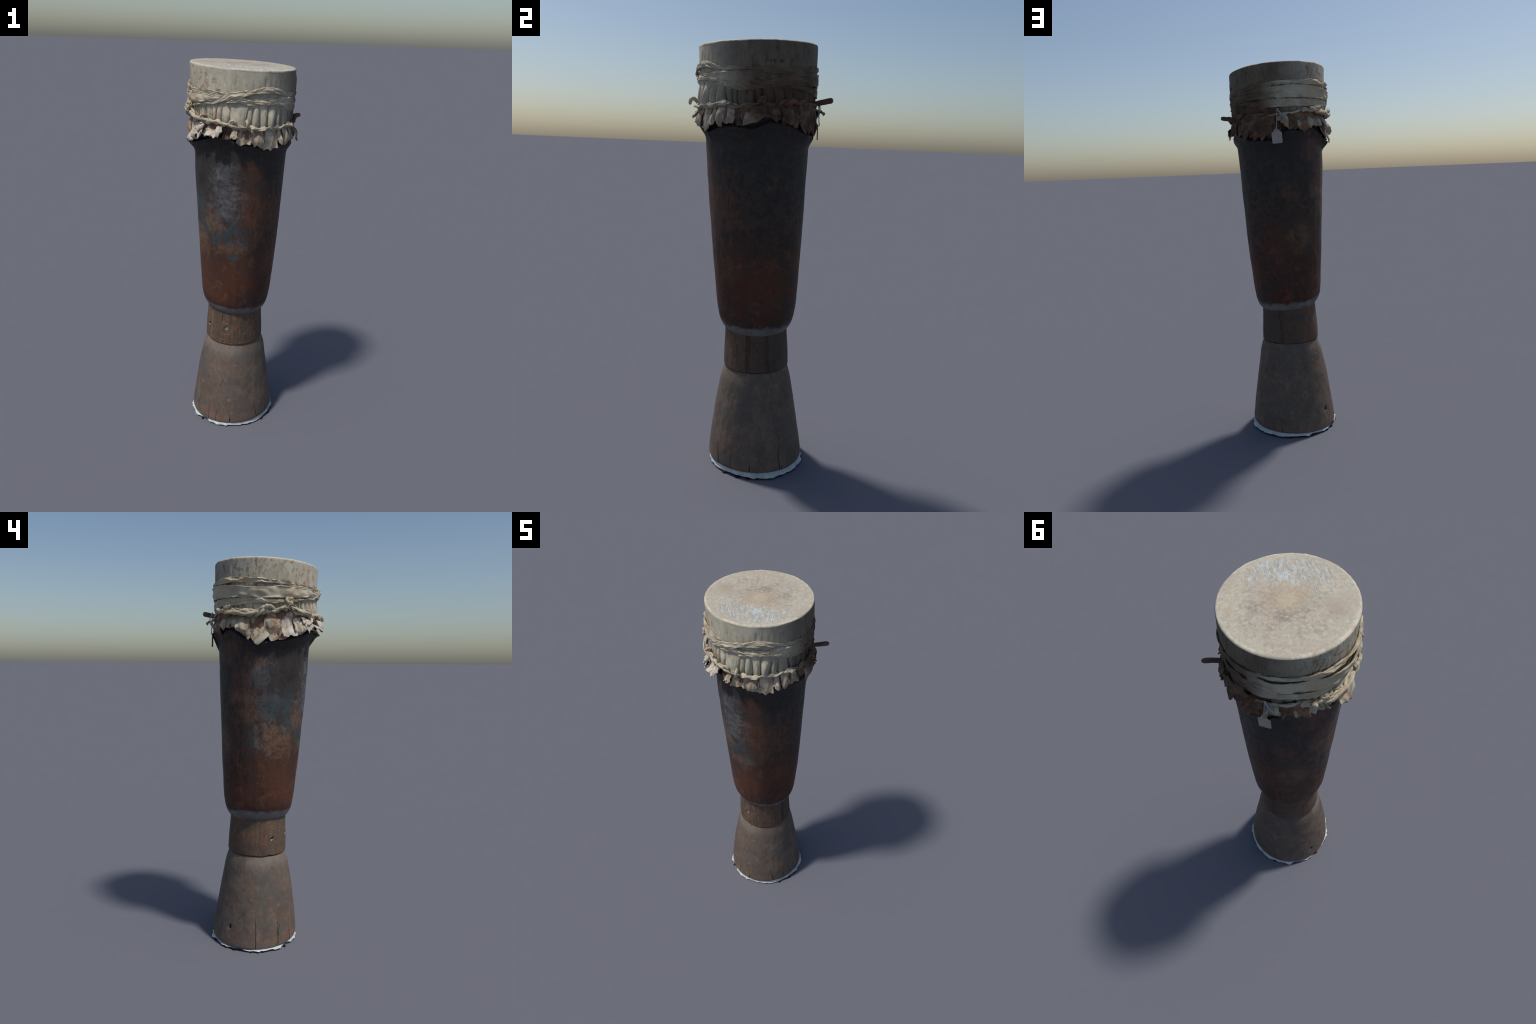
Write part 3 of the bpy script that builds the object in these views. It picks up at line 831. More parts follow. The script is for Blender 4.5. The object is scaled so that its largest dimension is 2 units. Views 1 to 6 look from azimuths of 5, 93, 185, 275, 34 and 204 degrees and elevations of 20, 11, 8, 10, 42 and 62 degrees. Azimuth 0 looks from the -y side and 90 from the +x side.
def build_straps():
    # long upper wrap: rises from the knot at the left, round the right side and the back
    strap('hide_strap', [(210, 1.796, 1.788, .012), (220, 1.803, 1.794, .009), (229, 1.811, 1.802, .006), (240, 1.822, 1.808, .006), (248, 1.834, 1.814, .006), (256, 1.853, 1.826, .007), (264, 1.868, 1.832, .007), (273, 1.875, 1.842, .006), (281, 1.877, 1.857, .005),
                         (288, 1.884, 1.863, .003), (295, 1.891, 1.867, .001), (305, 1.893, 1.866), (316, 1.885, 1.861), (326, 1.868, 1.854, -.004), (340, 1.866, 1.849, -.004), (360, 1.865, 1.851, -.004), (374, 1.865, 1.842, -.004), (390, 1.867, 1.842, -.004), (411, 1.878, 1.855, -.003),
                         (426, 1.887, 1.868), (440, 1.893, 1.874), (455, 1.898, 1.876), (477, 1.902, 1.880), (500, 1.909, 1.880, .007), (515, 1.906, 1.883, .007), (532, 1.898, 1.877, .007), (550, 1.888, 1.876, .007), (563, 1.886, 1.870, .007), (580, 1.874, 1.863, .007), (595, 1.878, 1.866), (610, 1.873, 1.865), (622, 1.868, 1.858)],
          off=.004, bulge=.005, seed=100, wrinkle=.0044, wf=.8, dimple=.0030, ragged=.0018, t=.008, lip=.004)
    # thin loose folds between upper and middle wraps on the left
    strap('hide_strap', [(196, 1.874, 1.867), (210, 1.866, 1.858), (225, 1.866, 1.857), (240, 1.865, 1.855), (256, 1.858, 1.848)], off=.006, bulge=.004, seed=140, wrinkle=.003)
    strap('hide_strap', [(232, 1.858, 1.850), (243, 1.857, 1.847), (255, 1.850, 1.838), (262, 1.846, 1.838)], off=.008, bulge=.003, seed=150, wrinkle=.002)
    # lower edge of the back wrap
    strap('hide_strap', [(2, 1.852, 1.838), (14, 1.846, 1.834), (29, 1.848, 1.838), (51, 1.862, 1.840), (70, 1.872, 1.841), (84, 1.876, 1.846), (92, 1.874, 1.852)], off=.000, bulge=.004, seed=160)
    # middle wrap on the right, broad
    strap('hide_strap', [(256, 1.830, 1.824, .004), (266, 1.842, 1.824, .004), (276, 1.847, 1.820, .003), (283, 1.844, 1.812), (295, 1.838, 1.812), (305, 1.833, 1.811, -.001), (311, 1.836, 1.809, -.002), (317, 1.848, 1.801, -.004), (328, 1.850, 1.791, -.005), (336, 1.846, 1.781, -.005), (348, 1.851, 1.770, -.005), (361, 1.852, 1.776, -.005), (374, 1.838, 1.786, -.005), (389, 1.838, 1.793, -.005), (411, 1.841, 1.803, -.004), (425, 1.840, 1.808), (445, 1.842, 1.812), (456, 1.845, 1.82)],
          off=.004, bulge=.007, seed=200, wrinkle=.0046, ragged=.0018, dimple=.0025, lip=.006, t=.008)
    # torn lip in front
    strap('hide_strap', [(278, 1.813, 1.806, .002), (284, 1.815, 1.804, .004), (295, 1.813, 1.803, .002), (310, 1.812, 1.802), (322, 1.803, 1.792), (334, 1.79, 1.781)], off=.003, bulge=.003, seed=230, ragged=.0025)
    strap('hide_strap', [(291, 1.850, 1.842), (298, 1.848, 1.838, .002), (306, 1.842, 1.832, .003), (314, 1.838, 1.830, .002), (320, 1.836, 1.828)], off=.004, bulge=.002, seed=240, ragged=.003)
    strap('hide_strap', [(262, 1.848, 1.838, .010), (270, 1.852, 1.843, .011), (280, 1.866, 1.856, .009), (290, 1.874, 1.865, .008), (302, 1.879, 1.869, .006), (314, 1.876, 1.866, .003)], off=.004, bulge=.003, seed=260, wrinkle=.002)
    strap('hide_strap', [(270, 1.834, 1.827, .008), (280, 1.834, 1.825, .010), (292, 1.829, 1.820, .009), (304, 1.824, 1.815, .008), (318, 1.820, 1.811, .008), (330, 1.812, 1.802, .006)], off=.003, bulge=.003, seed=270, wrinkle=.002)
    # broad pale wrap on the left and back: smooth, softly dented
    strap('hide_strap', [(77, 1.862, 1.830), (80, 1.866, 1.826), (84, 1.867, 1.822), (95, 1.870, 1.813), (106, 1.875, 1.813), (117, 1.878, 1.814), (135, 1.876, 1.812, .006), (150, 1.867, 1.811, .010), (165, 1.859, 1.812, .011), (182, 1.857, 1.808, .008), (200, 1.864, 1.808, .007), (215, 1.861, 1.811, .008), (230, 1.859, 1.817, .004), (241, 1.854, 1.823, .004), (250, 1.847, 1.831, .004), (257, 1.843, 1.836)],
          off=.004, bulge=.006, seed=300, wrinkle=.0022, ragged=.0018, freq=12, wf=.35, dimple=.0055, lip=.007)
    # low wrap running into the knot
    strap('hide_strap', [(350, 1.800, 1.778), (361, 1.798, 1.779, -.004), (374, 1.800, 1.785, -.004), (390, 1.806, 1.789, -.004), (407, 1.809, 1.788, -.003), (420, 1.802, 1.784), (432, 1.803, 1.774), (444, 1.811, 1.768), (462, 1.810, 1.770), (486, 1.808, 1.772, .005), (500, 1.811, 1.773, .009), (514, 1.811, 1.776, .009), (525, 1.811, 1.782, .008), (535, 1.809, 1.785, .007), (545, 1.805, 1.785, .007), (556, 1.801, 1.783, .010), (564, 1.798, 1.784, .012), (571, 1.796, 1.783, .014)],
          off=.002, bulge=.005, seed=400, wrinkle=.0032, lip=.006, wf=.6, dimple=.0035, ragged=.0024)
    # rolled strand along that wrap
    strap('hide_strap', [(150, 1.798, 1.789), (165, 1.797, 1.787, .004), (180, 1.801, 1.789, .006), (192, 1.801, 1.788, .009), (203, 1.799, 1.786, .013), (210, 1.796, 1.785, .016)], off=.006, bulge=.006, seed=430, wrinkle=.0018, wf=.5)


# ------------------------------------------------------------------ lacing, knots
def lace(name, T0, T1, off, strands=2, r=.0070, sep=.0052, pitch=24., dz=0., flat=.6, seed=0, rough=1.):
    """rolled, unevenly twisted hide strips following the lacing line"""
    T = np.arange(T0, T1 + .01, .4)
    z = spline(LACE_T, LACE_Z, (T + 26) % 360 - 26) + dz
    a = np.radians(T)
    n1 = lambda f, k: vnoise(np.stack([a * f, a * 0 + k * 3.7, a * 0 + seed], -1), seed + k)
    o = off + .005 * rough * n1(5, 1) + .003 * rough * n1(13, 2)
    z = z + .0045 * rough * n1(6, 3) + .002 * rough * n1(15, 4)
    V, F = [], []; n = 0; SD = 28
    for k in range(strands):
        ph = T / pitch * 2 * np.pi + 2 * np.pi * k / strands + 3.0 * n1(3.5, 5) + .8 * n1(9, 6 + k)
        sp = sep * (1 + .45 * n1(8, 9 + k))
        p = hp(T, z + sp * np.sin(ph), o + sp * np.cos(ph))
        rad = r * (1 + .42 * n1(9, 12 + k) + .22 * n1(26, 15 + k))
        rad = np.minimum(rad, end_taper(len(T), rad.max(), 8))
        v, f = tube_data(p, rad, SD, flat, ph * .7 + 1.5 * n1(6, 18 + k), n)
        # lengthwise folds of the rolled strip
        c = np.repeat(p, SD, 0)
        j = np.tile(np.arange(SD), len(p))
        tt = np.repeat(a, SD)
        v = c + (v - c) * (1 + .22 * vnoise(np.stack([np.cos(j / SD * 6.2832) * 1.7, np.sin(j / SD * 6.2832) * 1.7, tt * 9], -1), seed + 21 + k)
                             - .34 * np.exp(-(vnoise(np.stack([np.cos(j / SD * 6.2832) * 2.6, np.sin(j / SD * 6.2832) * 2.6, tt * 6], -1), seed + 31 + k) / .16) ** 2))[:, None]
        V.append(v); F += f; n += len(v)
    return make_obj(name, np.concatenate(V), F, M['strap'])


def cord(name, ctrl, r, n=40, mat='strap', flat=.8, lump=.2, seed=0, parent=None):
    p = resample(ctrl, n)
    rad = r * (1 + lump * vnoise(p * 90, seed)); rad = np.minimum(rad, end_taper(n, rad.max(), 4))
    sd = 24
    v, f = tube_data(p, rad, sd, flat, np.linspace(0, 3, n))
    if r > .004:
        c = np.repeat(p, sd, 0); j = np.tile(np.arange(sd), n) / sd * 6.2832; t = np.repeat(np.linspace(0, 1, n), sd)
        v = c + (v - c) * (1 - .30 * np.exp(-(vnoise(np.stack([np.cos(j) * 2.2, np.sin(j) * 2.2, t * 4], -1), seed + 51) / .16) ** 2))[:, None]
    return make_obj(name, v, f, M[mat], parent=parent)


def knot(name, th, z, off, size, r, spin=0., seed=0):
    t = np.linspace(0, 2 * np.pi, 90)
    x = (np.cos(3 * t) + 1.9) * np.cos(2 * t); y = (np.cos(3 * t) + 1.9) * np.sin(2 * t); w = np.sin(3 * t) * 1.25
    a = math.radians(spin)
    X, Y = x * math.cos(a) - y * math.sin(a), x * math.sin(a) + y * math.cos(a)
    s = size / 2.9
    R = float(rh(z)) + off
    TH = th + np.degrees(X * s / R)
    p = pt(TH, z + Y * s, R + w * s)
    rad = r * (1 + .18 * vnoise(p * 120, seed))
    v, f = tube_data(p, rad, 12, .8, t * 2)
    return make_obj(name, v, f, M['strap'])


def build_lacing():
    lace('hide_lacing', 122, 160, .020, 2, .0092, .0060, 30, 0, .7, 1)
    lace('hide_lacing', 156, 207, .018, 2, .0104, .0074, 34, 0, .72, 3, .9)
    lace('hide_lacing', 140, 188, .014, 1, .0095, .001, 40, .014, .6, 4)
    lace('hide_lacing', 96, 126, .008, 1, .0072, .001, 40, 0, .6, 24)
    lace('hide_lacing', 211, 264, .022, 2, .0080, .0060, 45, 0, .5, 5, 1.2)
    lace('hide_lacing', 256, 300, .026, 2, .0074, .0052, 40, 0, .5, 9)
    lace('hide_lacing', 290, 340, .017, 2, .0080, .0052, 26, 0, .55, 10)
    lace('hide_lacing', 334, 380, .007, 2, .0078, .0056, 30, 0, .6, 13)
    lace('hide_lacing', 12, 52, .005, 2, .0070, .0050, 34, 0, .6, 14)
    lace('hide_lacing', 46, 100, .003, 1, .0062, .001, 40, 0, .55, 17)
    knot('lacing_knot', 208, 1.793, .022, .0165, .0092, 20, 1)
    knot('lacing_knot', 205, 1.770, .018, .0105, .0078, 70, 2)
    knot('lacing_knot', 141, 1.764, .020, .0135, .0080, 10, 3)
    knot('lacing_knot', 9, 1.736, .012, .0120, .0070, 40, 4)
    # loose ends
    cord('lacing_end', [hp(279, 1.700, .010), hp(279.5, 1.722, .018), hp(280, 1.738, .026), hp(280.5, 1.745, .036), hp(281, 1.740, .047), hp(281, 1.727, .053), hp(281, 1.718, .053)], .0080, 50, seed=4)
    cord('lacing_end', [hp(274, 1.712, .022), hp(269, 1.716, .031), hp(264.5, 1.727, .033), hp(265.5, 1.740, .031), hp(269.5, 1.742, .031), hp(271, 1.734, .034)], .0062, 44, seed=5)
    cord('lacing_end', [hp(284, 1.706, .014), hp(277, 1.716, .022), hp(270, 1.722, .024), hp(262, 1.716, .020)], .0064, 40, flat=.5, seed=6)
    cord('lacing_end', [hp(137, 1.766, .018), hp(141, 1.764, .028), hp(145, 1.768, .028), hp(147, 1.778, .024)], .0072, 36, seed=7)
    cord('lacing_end', [hp(135, 1.748, .010), hp(132.5, 1.755, .030), hp(131, 1.759, .046)], .0120, 26, seed=8)
    cord('lacing_end', [hp(179, 1.756, .020), hp(184, 1.766, .028), hp(189, 1.768, .030), hp(192, 1.760, .024)], .0105, 30, seed=9)
    cord('lacing_end', [hp(139, 1.744, .022), hp(144, 1.741, .036), hp(151, 1.743, .036), hp(158, 1.738, .032), hp(165, 1.730, .031), hp(172, 1.736, .027), hp(178, 1.744, .022)], .0100, 30, seed=16)
    cord('lacing_end', [hp(205, 1.764, .020), hp(212, 1.766, .026), hp(218, 1.756, .032), hp(226, 1.746, .036), hp(233, 1.739, .034), hp(240, 1.736, .024)], .0085, 40, flat=.45, seed=10)
    cord('lacing_end', [hp(212, 1.780, .020), hp(218, 1.766, .022), hp(222, 1.746, .024), hp(226, 1.730, .022)], .0060, 40, flat=.45, seed=18)
    cord('lacing_end', [hp(42, 1.727, .004), hp(47, 1.735, .014), hp(52, 1.744, .020)], .0095, 26, mat='peg', seed=11)
    cord('lacing_end', [hp(5, 1.725, .008), hp(8, 1.738, .020), hp(11, 1.749, .024)], .0080, 26, seed=12)
    cord('lacing_end', [hp(326, 1.712, .012), hp(332, 1.716, .022), hp(336, 1.722, .028)], .0085, 26, seed=13)


# ------------------------------------------------------------------ pegs
def peg(ctrl, r, mat='peg', seed=0):
    n = 34
    p = resample(ctrl, n)
    rad = r * (1 + .10 * vnoise(p * 60, seed)) * np.linspace(.92, 1.05, n)
    rad[-4:] *= np.array([1., .93, .78, .45])
    v, f = tube_data(p, rad, 16, .85, np.linspace(0, .6, n))
    v = v + .0008 * vnoise(v * 150, seed + 1)[:, None]
    return make_obj('peg', v, f, M[mat], sharp=50)


def build_pegs():
    peg([hp(30, 1.718, -.03), (.225, .122, 1.723), (.256, .139, 1.729), (.2865, .158, 1.733)], .0120, seed=1)
    peg([hp(86, 1.742, -.02), (.028, .235, 1.742), (.040, .275, 1.750), (.0515, .318, 1.759)], .0142, seed=2)
    peg([hp(232, 1.754, -.01), hp(232.5, 1.756, .015), (-.172, -.243, 1.757)], .0068, 'peg_pale', 3)
    peg([hp(333, 1.714, -.01), hp(334, 1.714, .012), (.260, -.134, 1.715)], .0100, 'peg_pale', 4)


# ------------------------------------------------------------------ flaps
def flap(th, wt, wb, prof, shift=0., slant=0., shape='sq', eL=0., eR=0., fold=0., nf=1.5, ph=0., mat='flap', seed=0, t=.0060, name='hide_flap', curl=0.):
    """hanging hide flap. prof: (offset from hide surface, z) points from the lacing down to the hem.
    eL/eR: extra outward offset of left/right edge at the hem. slant: hem height difference right-left."""
    nu, nv = 34, 30
    u = np.linspace(-1, 1, nu); v = np.linspace(0, 1, nv)
    U, V = np.meshgrid(u, v, indexing='ij')
    prof = np.array(prof, float)
    d = np.concatenate([[0], np.cumsum(np.hypot(np.diff(prof[:, 0]), np.diff(prof[:, 1])))]); d /= d[-1]
    L = np.ones_like(U)
    au = np.abs(U)
    if shape == 'rect': L = 1 - .02 * au
    elif shape == 'round': L = 1 - .28 * au ** 3
    elif shape == 'sq': L = 1 - .07 * au ** 6
    elif shape == 'point': L = 1 - .42 * au ** 1.3
    elif shape == 'left': L = 1 - .40 * ((U + 1) / 2) ** 1.2
    elif shape == 'right': L = 1 - .40 * ((1 - U) / 2) ** 1.2
    L = L * (1 + .10 * vnoise(np.stack([U * 2.2, U * 0 + seed, U * 0], -1), seed) + .010 * vnoise(np.stack([U * 8, U * 0 + seed, U * 0], -1), seed))
    L = L / L.max()
    Vv = np.clip(V * L, 0, 1)
    O = spline(d, prof[:, 0], Vv); Z = spline(d, prof[:, 1], Vv)
    Z = Z + slant * .5 * U * V
    W = (wt + (wb - wt) * V) * (.96 - .10 * V)
    TH = th + shift * V + .5 * W * U + .8 * vnoise(np.stack([U * 2, V * 4, U * 0], -1), seed + 3) * V
    O = O + V ** 1.5 * (eL * np.clip(-U, 0, 1) ** 2 + eR * np.clip(U, 0, 1) ** 2)
    O = O + fold * V ** .8 * np.cos(np.pi * U * nf + ph)
    O = O + curl * np.clip((V - .75) / .25, 0, 1) ** 2
    O = O + .0060 * V ** .7 * fbm(np.stack([U * 1.7, V * 2.4, U * 0 + seed * 3.1], -1), 2, seed + 5)
    q = np.random.default_rng(seed)
    e1, e2 = q.uniform(-.006, .013, 2)
    O = O + V ** 1.2 * (e1 * np.clip(-U, 0, 1) ** 3 + e2 * np.clip(U, 0, 1) ** 3)
    O = O + .0085 * (np.cos(np.pi * U / 2) - .45) * np.sin(np.pi * np.clip(V * .8 + .12, 0, 1))
    # never sink through what lies beneath
    O = np.maximum(O, .0035 + .006 * V)
    P = hp(TH, Z, O)
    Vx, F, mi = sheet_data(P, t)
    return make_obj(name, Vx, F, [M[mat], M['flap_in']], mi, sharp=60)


def build_flaps():
    # continuous inner hem of the skin under all the flaps
    nu = 720
    th = np.arange(nu + 1) * 360 / nu
    zt = np.interp((th + 26) % 360 - 26, LACE_T, LACE_Z)
    zb = np.interp(th, FLAP_EDGE_T, FLAP_EDGE_Z) + .026
    zb = zb + .010 * vnoise(np.stack([np.cos(np.radians(th)) * 20, np.sin(np.radians(th)) * 20, th * 0], -1), 61)
    nv = 26; v = np.linspace(0, 1, nv)
    Z = zt[:, None] + (zb - zt)[:, None] * v[None]
    TH = np.broadcast_to(th[:, None], Z.shape); C, S = np.cos(np.radians(TH)), np.sin(np.radians(TH))
    ruf = vnoise(np.stack([C * 12, S * 12, Z * 6], -1), 62)
    O = .004 + v[None] ** .7 * (.008 + .012 * ruf) + .003 * vnoise(np.stack([C * 30, S * 30, Z * 14], -1), 63) * v[None]
    O[-1] = O[0]
    P = hp(TH, Z, O)
    V, F, mi = sheet_data(P, .004)
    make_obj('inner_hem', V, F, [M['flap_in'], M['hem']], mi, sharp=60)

    f = flap
    # left face (towards -x)
    f(161, 15, 13, [(.004, 1.734), (.012, 1.716), (.024, 1.698), (.040, 1.678), (.050, 1.662), (.042, 1.648), (.022, 1.640)], shift=1, slant=-.026, fold=.003, shape='rect', seed=1)
    f(150, 12, 12, [(.003, 1.728), (.012, 1.706), (.016, 1.690), (.014, 1.672)], shift=-2, slant=-.006, fold=.004, nf=2, seed=40)
    f(164, 15, 17, [(.003, 1.700), (.010, 1.680), (.016, 1.655), (.020, 1.632), (.024, 1.615)], shape='right', mat='flap_spot', seed=2)
    f(176, 24, 25, [(.002, 1.712), (.006, 1.692), (.014, 1.665), (.024, 1.635), (.034, 1.610), (.038, 1.590)], shape='point', shift=2, slant=0, fold=-.003, mat='flap_spot', seed=3)
    f(192, 15, 22, [(.004, 1.740), (.008, 1.722), (.018, 1.704), (.018, 1.676), (.014, 1.645), (.022, 1.608)], shape='round', eR=.012, eL=-.004, fold=.004, nf=1., mat='flap_spot', seed=4)
    f(204, 10, 14, [(.002, 1.72), (.006, 1.69), (.012, 1.65), (.018, 1.614)], mat='flap_spot', shape='round', seed=5)
    f(211, 15, 19, [(.004, 1.748), (.006, 1.728), (.009, 1.690), (.018, 1.668), (.036, 1.644), (.040, 1.628)], shift=0, slant=.012, eL=.004, eR=.004, fold=.004, nf=1, shape='rect', seed=6)
    f(221, 11, 13, [(.004, 1.725), (.012, 1.704), (.028, 1.680), (.040, 1.652), (.030, 1.636)], shift=1, eL=-.004, eR=.004, fold=.006, nf=2, shape='round', seed=7)
    f(230, 8, 11, [(.004, 1.728), (.022, 1.716), (.036, 1.694), (.048, 1.668), (.056, 1.648)], shape='point', fold=-.006, nf=1, shift=2, seed=8)
    cord('hide_flap_roll', [hp(230, 1.686, .044), hp(234, 1.698, .046), hp(236.5, 1.712, .042), hp(237.5, 1.719, .034)], .0075, 30, 'flap', .8, .2, 3)
    # front left, turned up to the sun
    f(240, 10, 12, [(.004, 1.720), (.010, 1.706), (.018, 1.690), (.030, 1.672), (.034, 1.660)], eR=.006, fold=.004, seed=9)
    f(248, 13, 14, [(.004, 1.715), (.008, 1.702), (.030, 1.690), (.058, 1.676), (.066, 1.666)], eL=-.012, eR=.006, slant=-.004, fold=-.003, shape='rect', seed=10)
    f(254.5, 6, 6, [(.010, 1.716), (.030, 1.716), (.048, 1.702), (.056, 1.682), (.056, 1.668)], shape='round', fold=.003, nf=1, seed=11)
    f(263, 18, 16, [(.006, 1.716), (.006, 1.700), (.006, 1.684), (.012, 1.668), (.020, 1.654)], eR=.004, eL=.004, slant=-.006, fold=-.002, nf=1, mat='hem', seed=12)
    f(269.5, 6, 6, [(.006, 1.714), (.016, 1.704), (.030, 1.692), (.042, 1.678), (.052, 1.664)], eR=.004, fold=.003, nf=1, shape='rect', seed=42)
    f(279, 14, 15, [(.006, 1.706), (.006, 1.692), (.009, 1.676), (.014, 1.652), (.020, 1.628)], eL=.016, eR=.000, slant=-.004, fold=.003, nf=2, seed=13)
    f(292.5, 13, 14, [(.006, 1.706), (.014, 1.690), (.028, 1.668), (.034, 1.645), (.026, 1.622)], shape='round', fold=.004, nf=1, seed=14)
    f(308, 15, 18, [(.006, 1.706), (.010, 1.692), (.016, 1.670), (.020, 1.640), (.024, 1.604)], shape='rect', slant=.016, eL=-.008, eR=.014, fold=.004, nf=1., seed=15)
    f(300, 5, 7, [(.003, 1.69), (.010, 1.66), (.014, 1.632), (.018, 1.614)], seed=16)
    # right face
    f(320, 7, 9, [(.004, 1.702), (.014, 1.680), (.030, 1.655), (.032, 1.628)], shape='round', fold=.006, nf=1, seed=17)
    f(328, 8, 10, [(.004, 1.710), (.018, 1.692), (.030, 1.666), (.030, 1.640), (.020, 1.622)], shape='round', fold=.006, nf=1, seed=18)
    f(337, 12, 13, [(.004, 1.712), (.010, 1.690), (.016, 1.664), (.024, 1.634)], eL=.008, slant=-.006, fold=.004, nf=2, seed=19)
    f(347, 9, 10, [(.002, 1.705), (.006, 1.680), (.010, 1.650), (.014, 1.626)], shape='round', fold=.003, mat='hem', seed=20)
    f(3, 18, 27, [(.004, 1.702), (.010, 1.692), (.024, 1.678), (.034, 1.658), (.036, 1.636)], shape='left', shift=1, slant=.014, eL=.004, eR=-.002, fold=.003, seed=21)
    f(21, 12, 14, [(.003, 1.712), (.012, 1.692), (.016, 1.670), (.022, 1.648)], shape='round', fold=.004, seed=22)
    f(33, 13, 13, [(.004, 1.715), (.018, 1.700), (.024, 1.676), (.022, 1.652), (.028, 1.638)], fold=.005, nf=2, seed=23)
    f(43, 10, 12, [(.004, 1.722), (.010, 1.695), (.016, 1.660), (.020, 1.630)], shape='round', fold=.004, seed=24)
    f(53, 12, 14, [(.004, 1.722), (.006, 1.690), (.012, 1.655), (.022, 1.628), (.032, 1.612)], shape='point', fold=-.005, nf=1, curl=.006, seed=25)
    f(64, 13, 15, [(.004, 1.722), (.006, 1.690), (.012, 1.650), (.016, 1.606)], shape='round', fold=.004, nf=2, seed=26)
    f(76, 12, 14, [(.004, 1.725), (.008, 1.690), (.014, 1.650), (.020, 1.602)], shape='round', fold=.004, nf=1.5, ph=1, seed=27)
    f(87, 12, 13, [(.004, 1.725), (.010, 1.690), (.014, 1.650), (.020, 1.606)], shape='round', fold=.004, nf=2, seed=28)
    # back
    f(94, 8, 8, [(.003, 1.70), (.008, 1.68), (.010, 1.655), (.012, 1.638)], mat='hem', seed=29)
    f(101, 7, 13, [(.006, 1.730), (.020, 1.722), (.030, 1.710), (.022, 1.688), (.008, 1.652)], shape='right', shift=2, eL=.012, eR=-.004, slant=-.006, fold=.002, nf=1, mat='flap_pale', seed=30)
    f(96.5, 4, 5, [(.010, 1.722), (.034, 1.716), (.050, 1.705), (.046, 1.694)], shape='round', mat='flap_pale', seed=43)
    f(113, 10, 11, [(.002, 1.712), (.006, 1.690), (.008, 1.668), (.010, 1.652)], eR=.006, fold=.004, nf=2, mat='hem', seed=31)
    f(124, 11, 13, [(.003, 1.718), (.010, 1.704), (.018, 1.684), (.016, 1.662), (.008, 1.640)], shape='round', eL=.004, eR=.006, fold=-.007, nf=1, mat='flap_in', seed=32)
    f(118.5, 4, 4, [(.008, 1.702), (.018, 1.694), (.020, 1.682), (.014, 1.668)], shape='round', fold=.003, nf=1, mat='flap_pale', seed=44)
    f(134, 8, 10, [(.003, 1.724), (.012, 1.712), (.022, 1.696), (.022, 1.676), (.014, 1.662)], shape='point', eL=.005, fold=.006, nf=1.5, mat='flap_pale', seed=33)
    f(141, 9, 10, [(.003, 1.722), (.010, 1.705), (.016, 1.690), (.018, 1.672)], eR=.004, fold=.005, nf=2, mat='flap_pale', seed=34)
    f(184, 7, 8, [(.003, 1.735), (.006, 1.715), (.008, 1.69), (.012, 1.66)], mat='hem', seed=36)
    f(171, 9, 9, [(.006, 1.728), (.008, 1.71), (.008, 1.69), (.010, 1.672)], seed=37)


# ------------------------------------------------------------------ tag
def build_tag():
    w, h, t = .052, .071, .0022
    # outline: rectangle with clipped upper shoulders and rounded lower corners, local x right (seen from +y), y up
    out = [(-w / 2 + .004, -h), (w / 2 - .004, -h), (w / 2, -h + .004), (w / 2, -.017), (w / 2 - .004, -.014), (w / 2 - .010, -.012)]
    out += [(.0165 * math.cos(a), -.012 + .013 * math.sin(a)) for a in np.linspace(.15, math.pi - .15, 9)]
    out += [(-w / 2 + .010, -.012), (-w / 2 + .004, -.014), (-w / 2, -.017), (-w / 2, -h + .004)]
    hole = [(.0022 * math.cos(a), -.009 + .0022 * math.sin(a)) for a in np.linspace(0, 2 * math.pi, len(out) + 1)[:-1] - math.pi * .72]
    n = len(out)
    o3 = np.array([0.0, .2590, 1.6575])
    ex = np.array([-math.cos(.06), -.10, .06]); ex /= np.linalg.norm(ex)
    ey = np.array([.05, .0, 1.0]); ey -= ex * (ex @ ey); ey /= np.linalg.norm(ey)
    ez = np.cross(ex, ey)
    V = []
    for s in (.5, -.5):
        for loop in (out, hole):
            for x, y in loop:
                bend = .0015 * math.sin(x * 40) + .001 * math.sin(y * 60)
                V.append(o3 + np.array([-.013, 0, 0]) + ex * x + ey * y + ez * (s * t + bend))
    F = []
    for i in range(n):
        j = (i + 1) % n
        F.append((i, j, n + j, n + i))
        F.append((2 * n + j, 2 * n + i, 3 * n + i, 3 * n + j))
        F.append((j, i, 2 * n + i, 2 * n + j))
        F.append((n + i, n + j, 3 * n + j, 3 * n + i))
    tag = make_obj('paper_tag', V, F, M['tag'], sharp=40)
    hole_p = o3 + np.array([-.013, .001, 0]) + ey * (-.009)
    topp = np.array([-.0195, .2555, 1.762])
    cord('tag_string', [hole_p + np.array([0, -.003, -.002]), hole_p + np.array([0, .004, .001]), hole_p + np.array([-.001, .003, .02]), (topp + hole_p) / 2 + np.array([-.001, .003, 0]), topp], .0022, 30, 'string', 1, .1, 1, tag)
    cord('tag_string', [topp, topp + np.array([-.012, .004, -.018]), topp + np.array([-.030, .010, -.034]), topp + np.array([-.043, .008, -.048])], .0026, 24, 'string', 1, .1, 2, tag)
    cord('tag_string', [topp + np.array([.001, .001, 0]), topp + np.array([-.010, .008, -.020]), topp + np.array([-.026, .012, -.042])], .0016, 24, 'string', 1, .1, 3, tag)


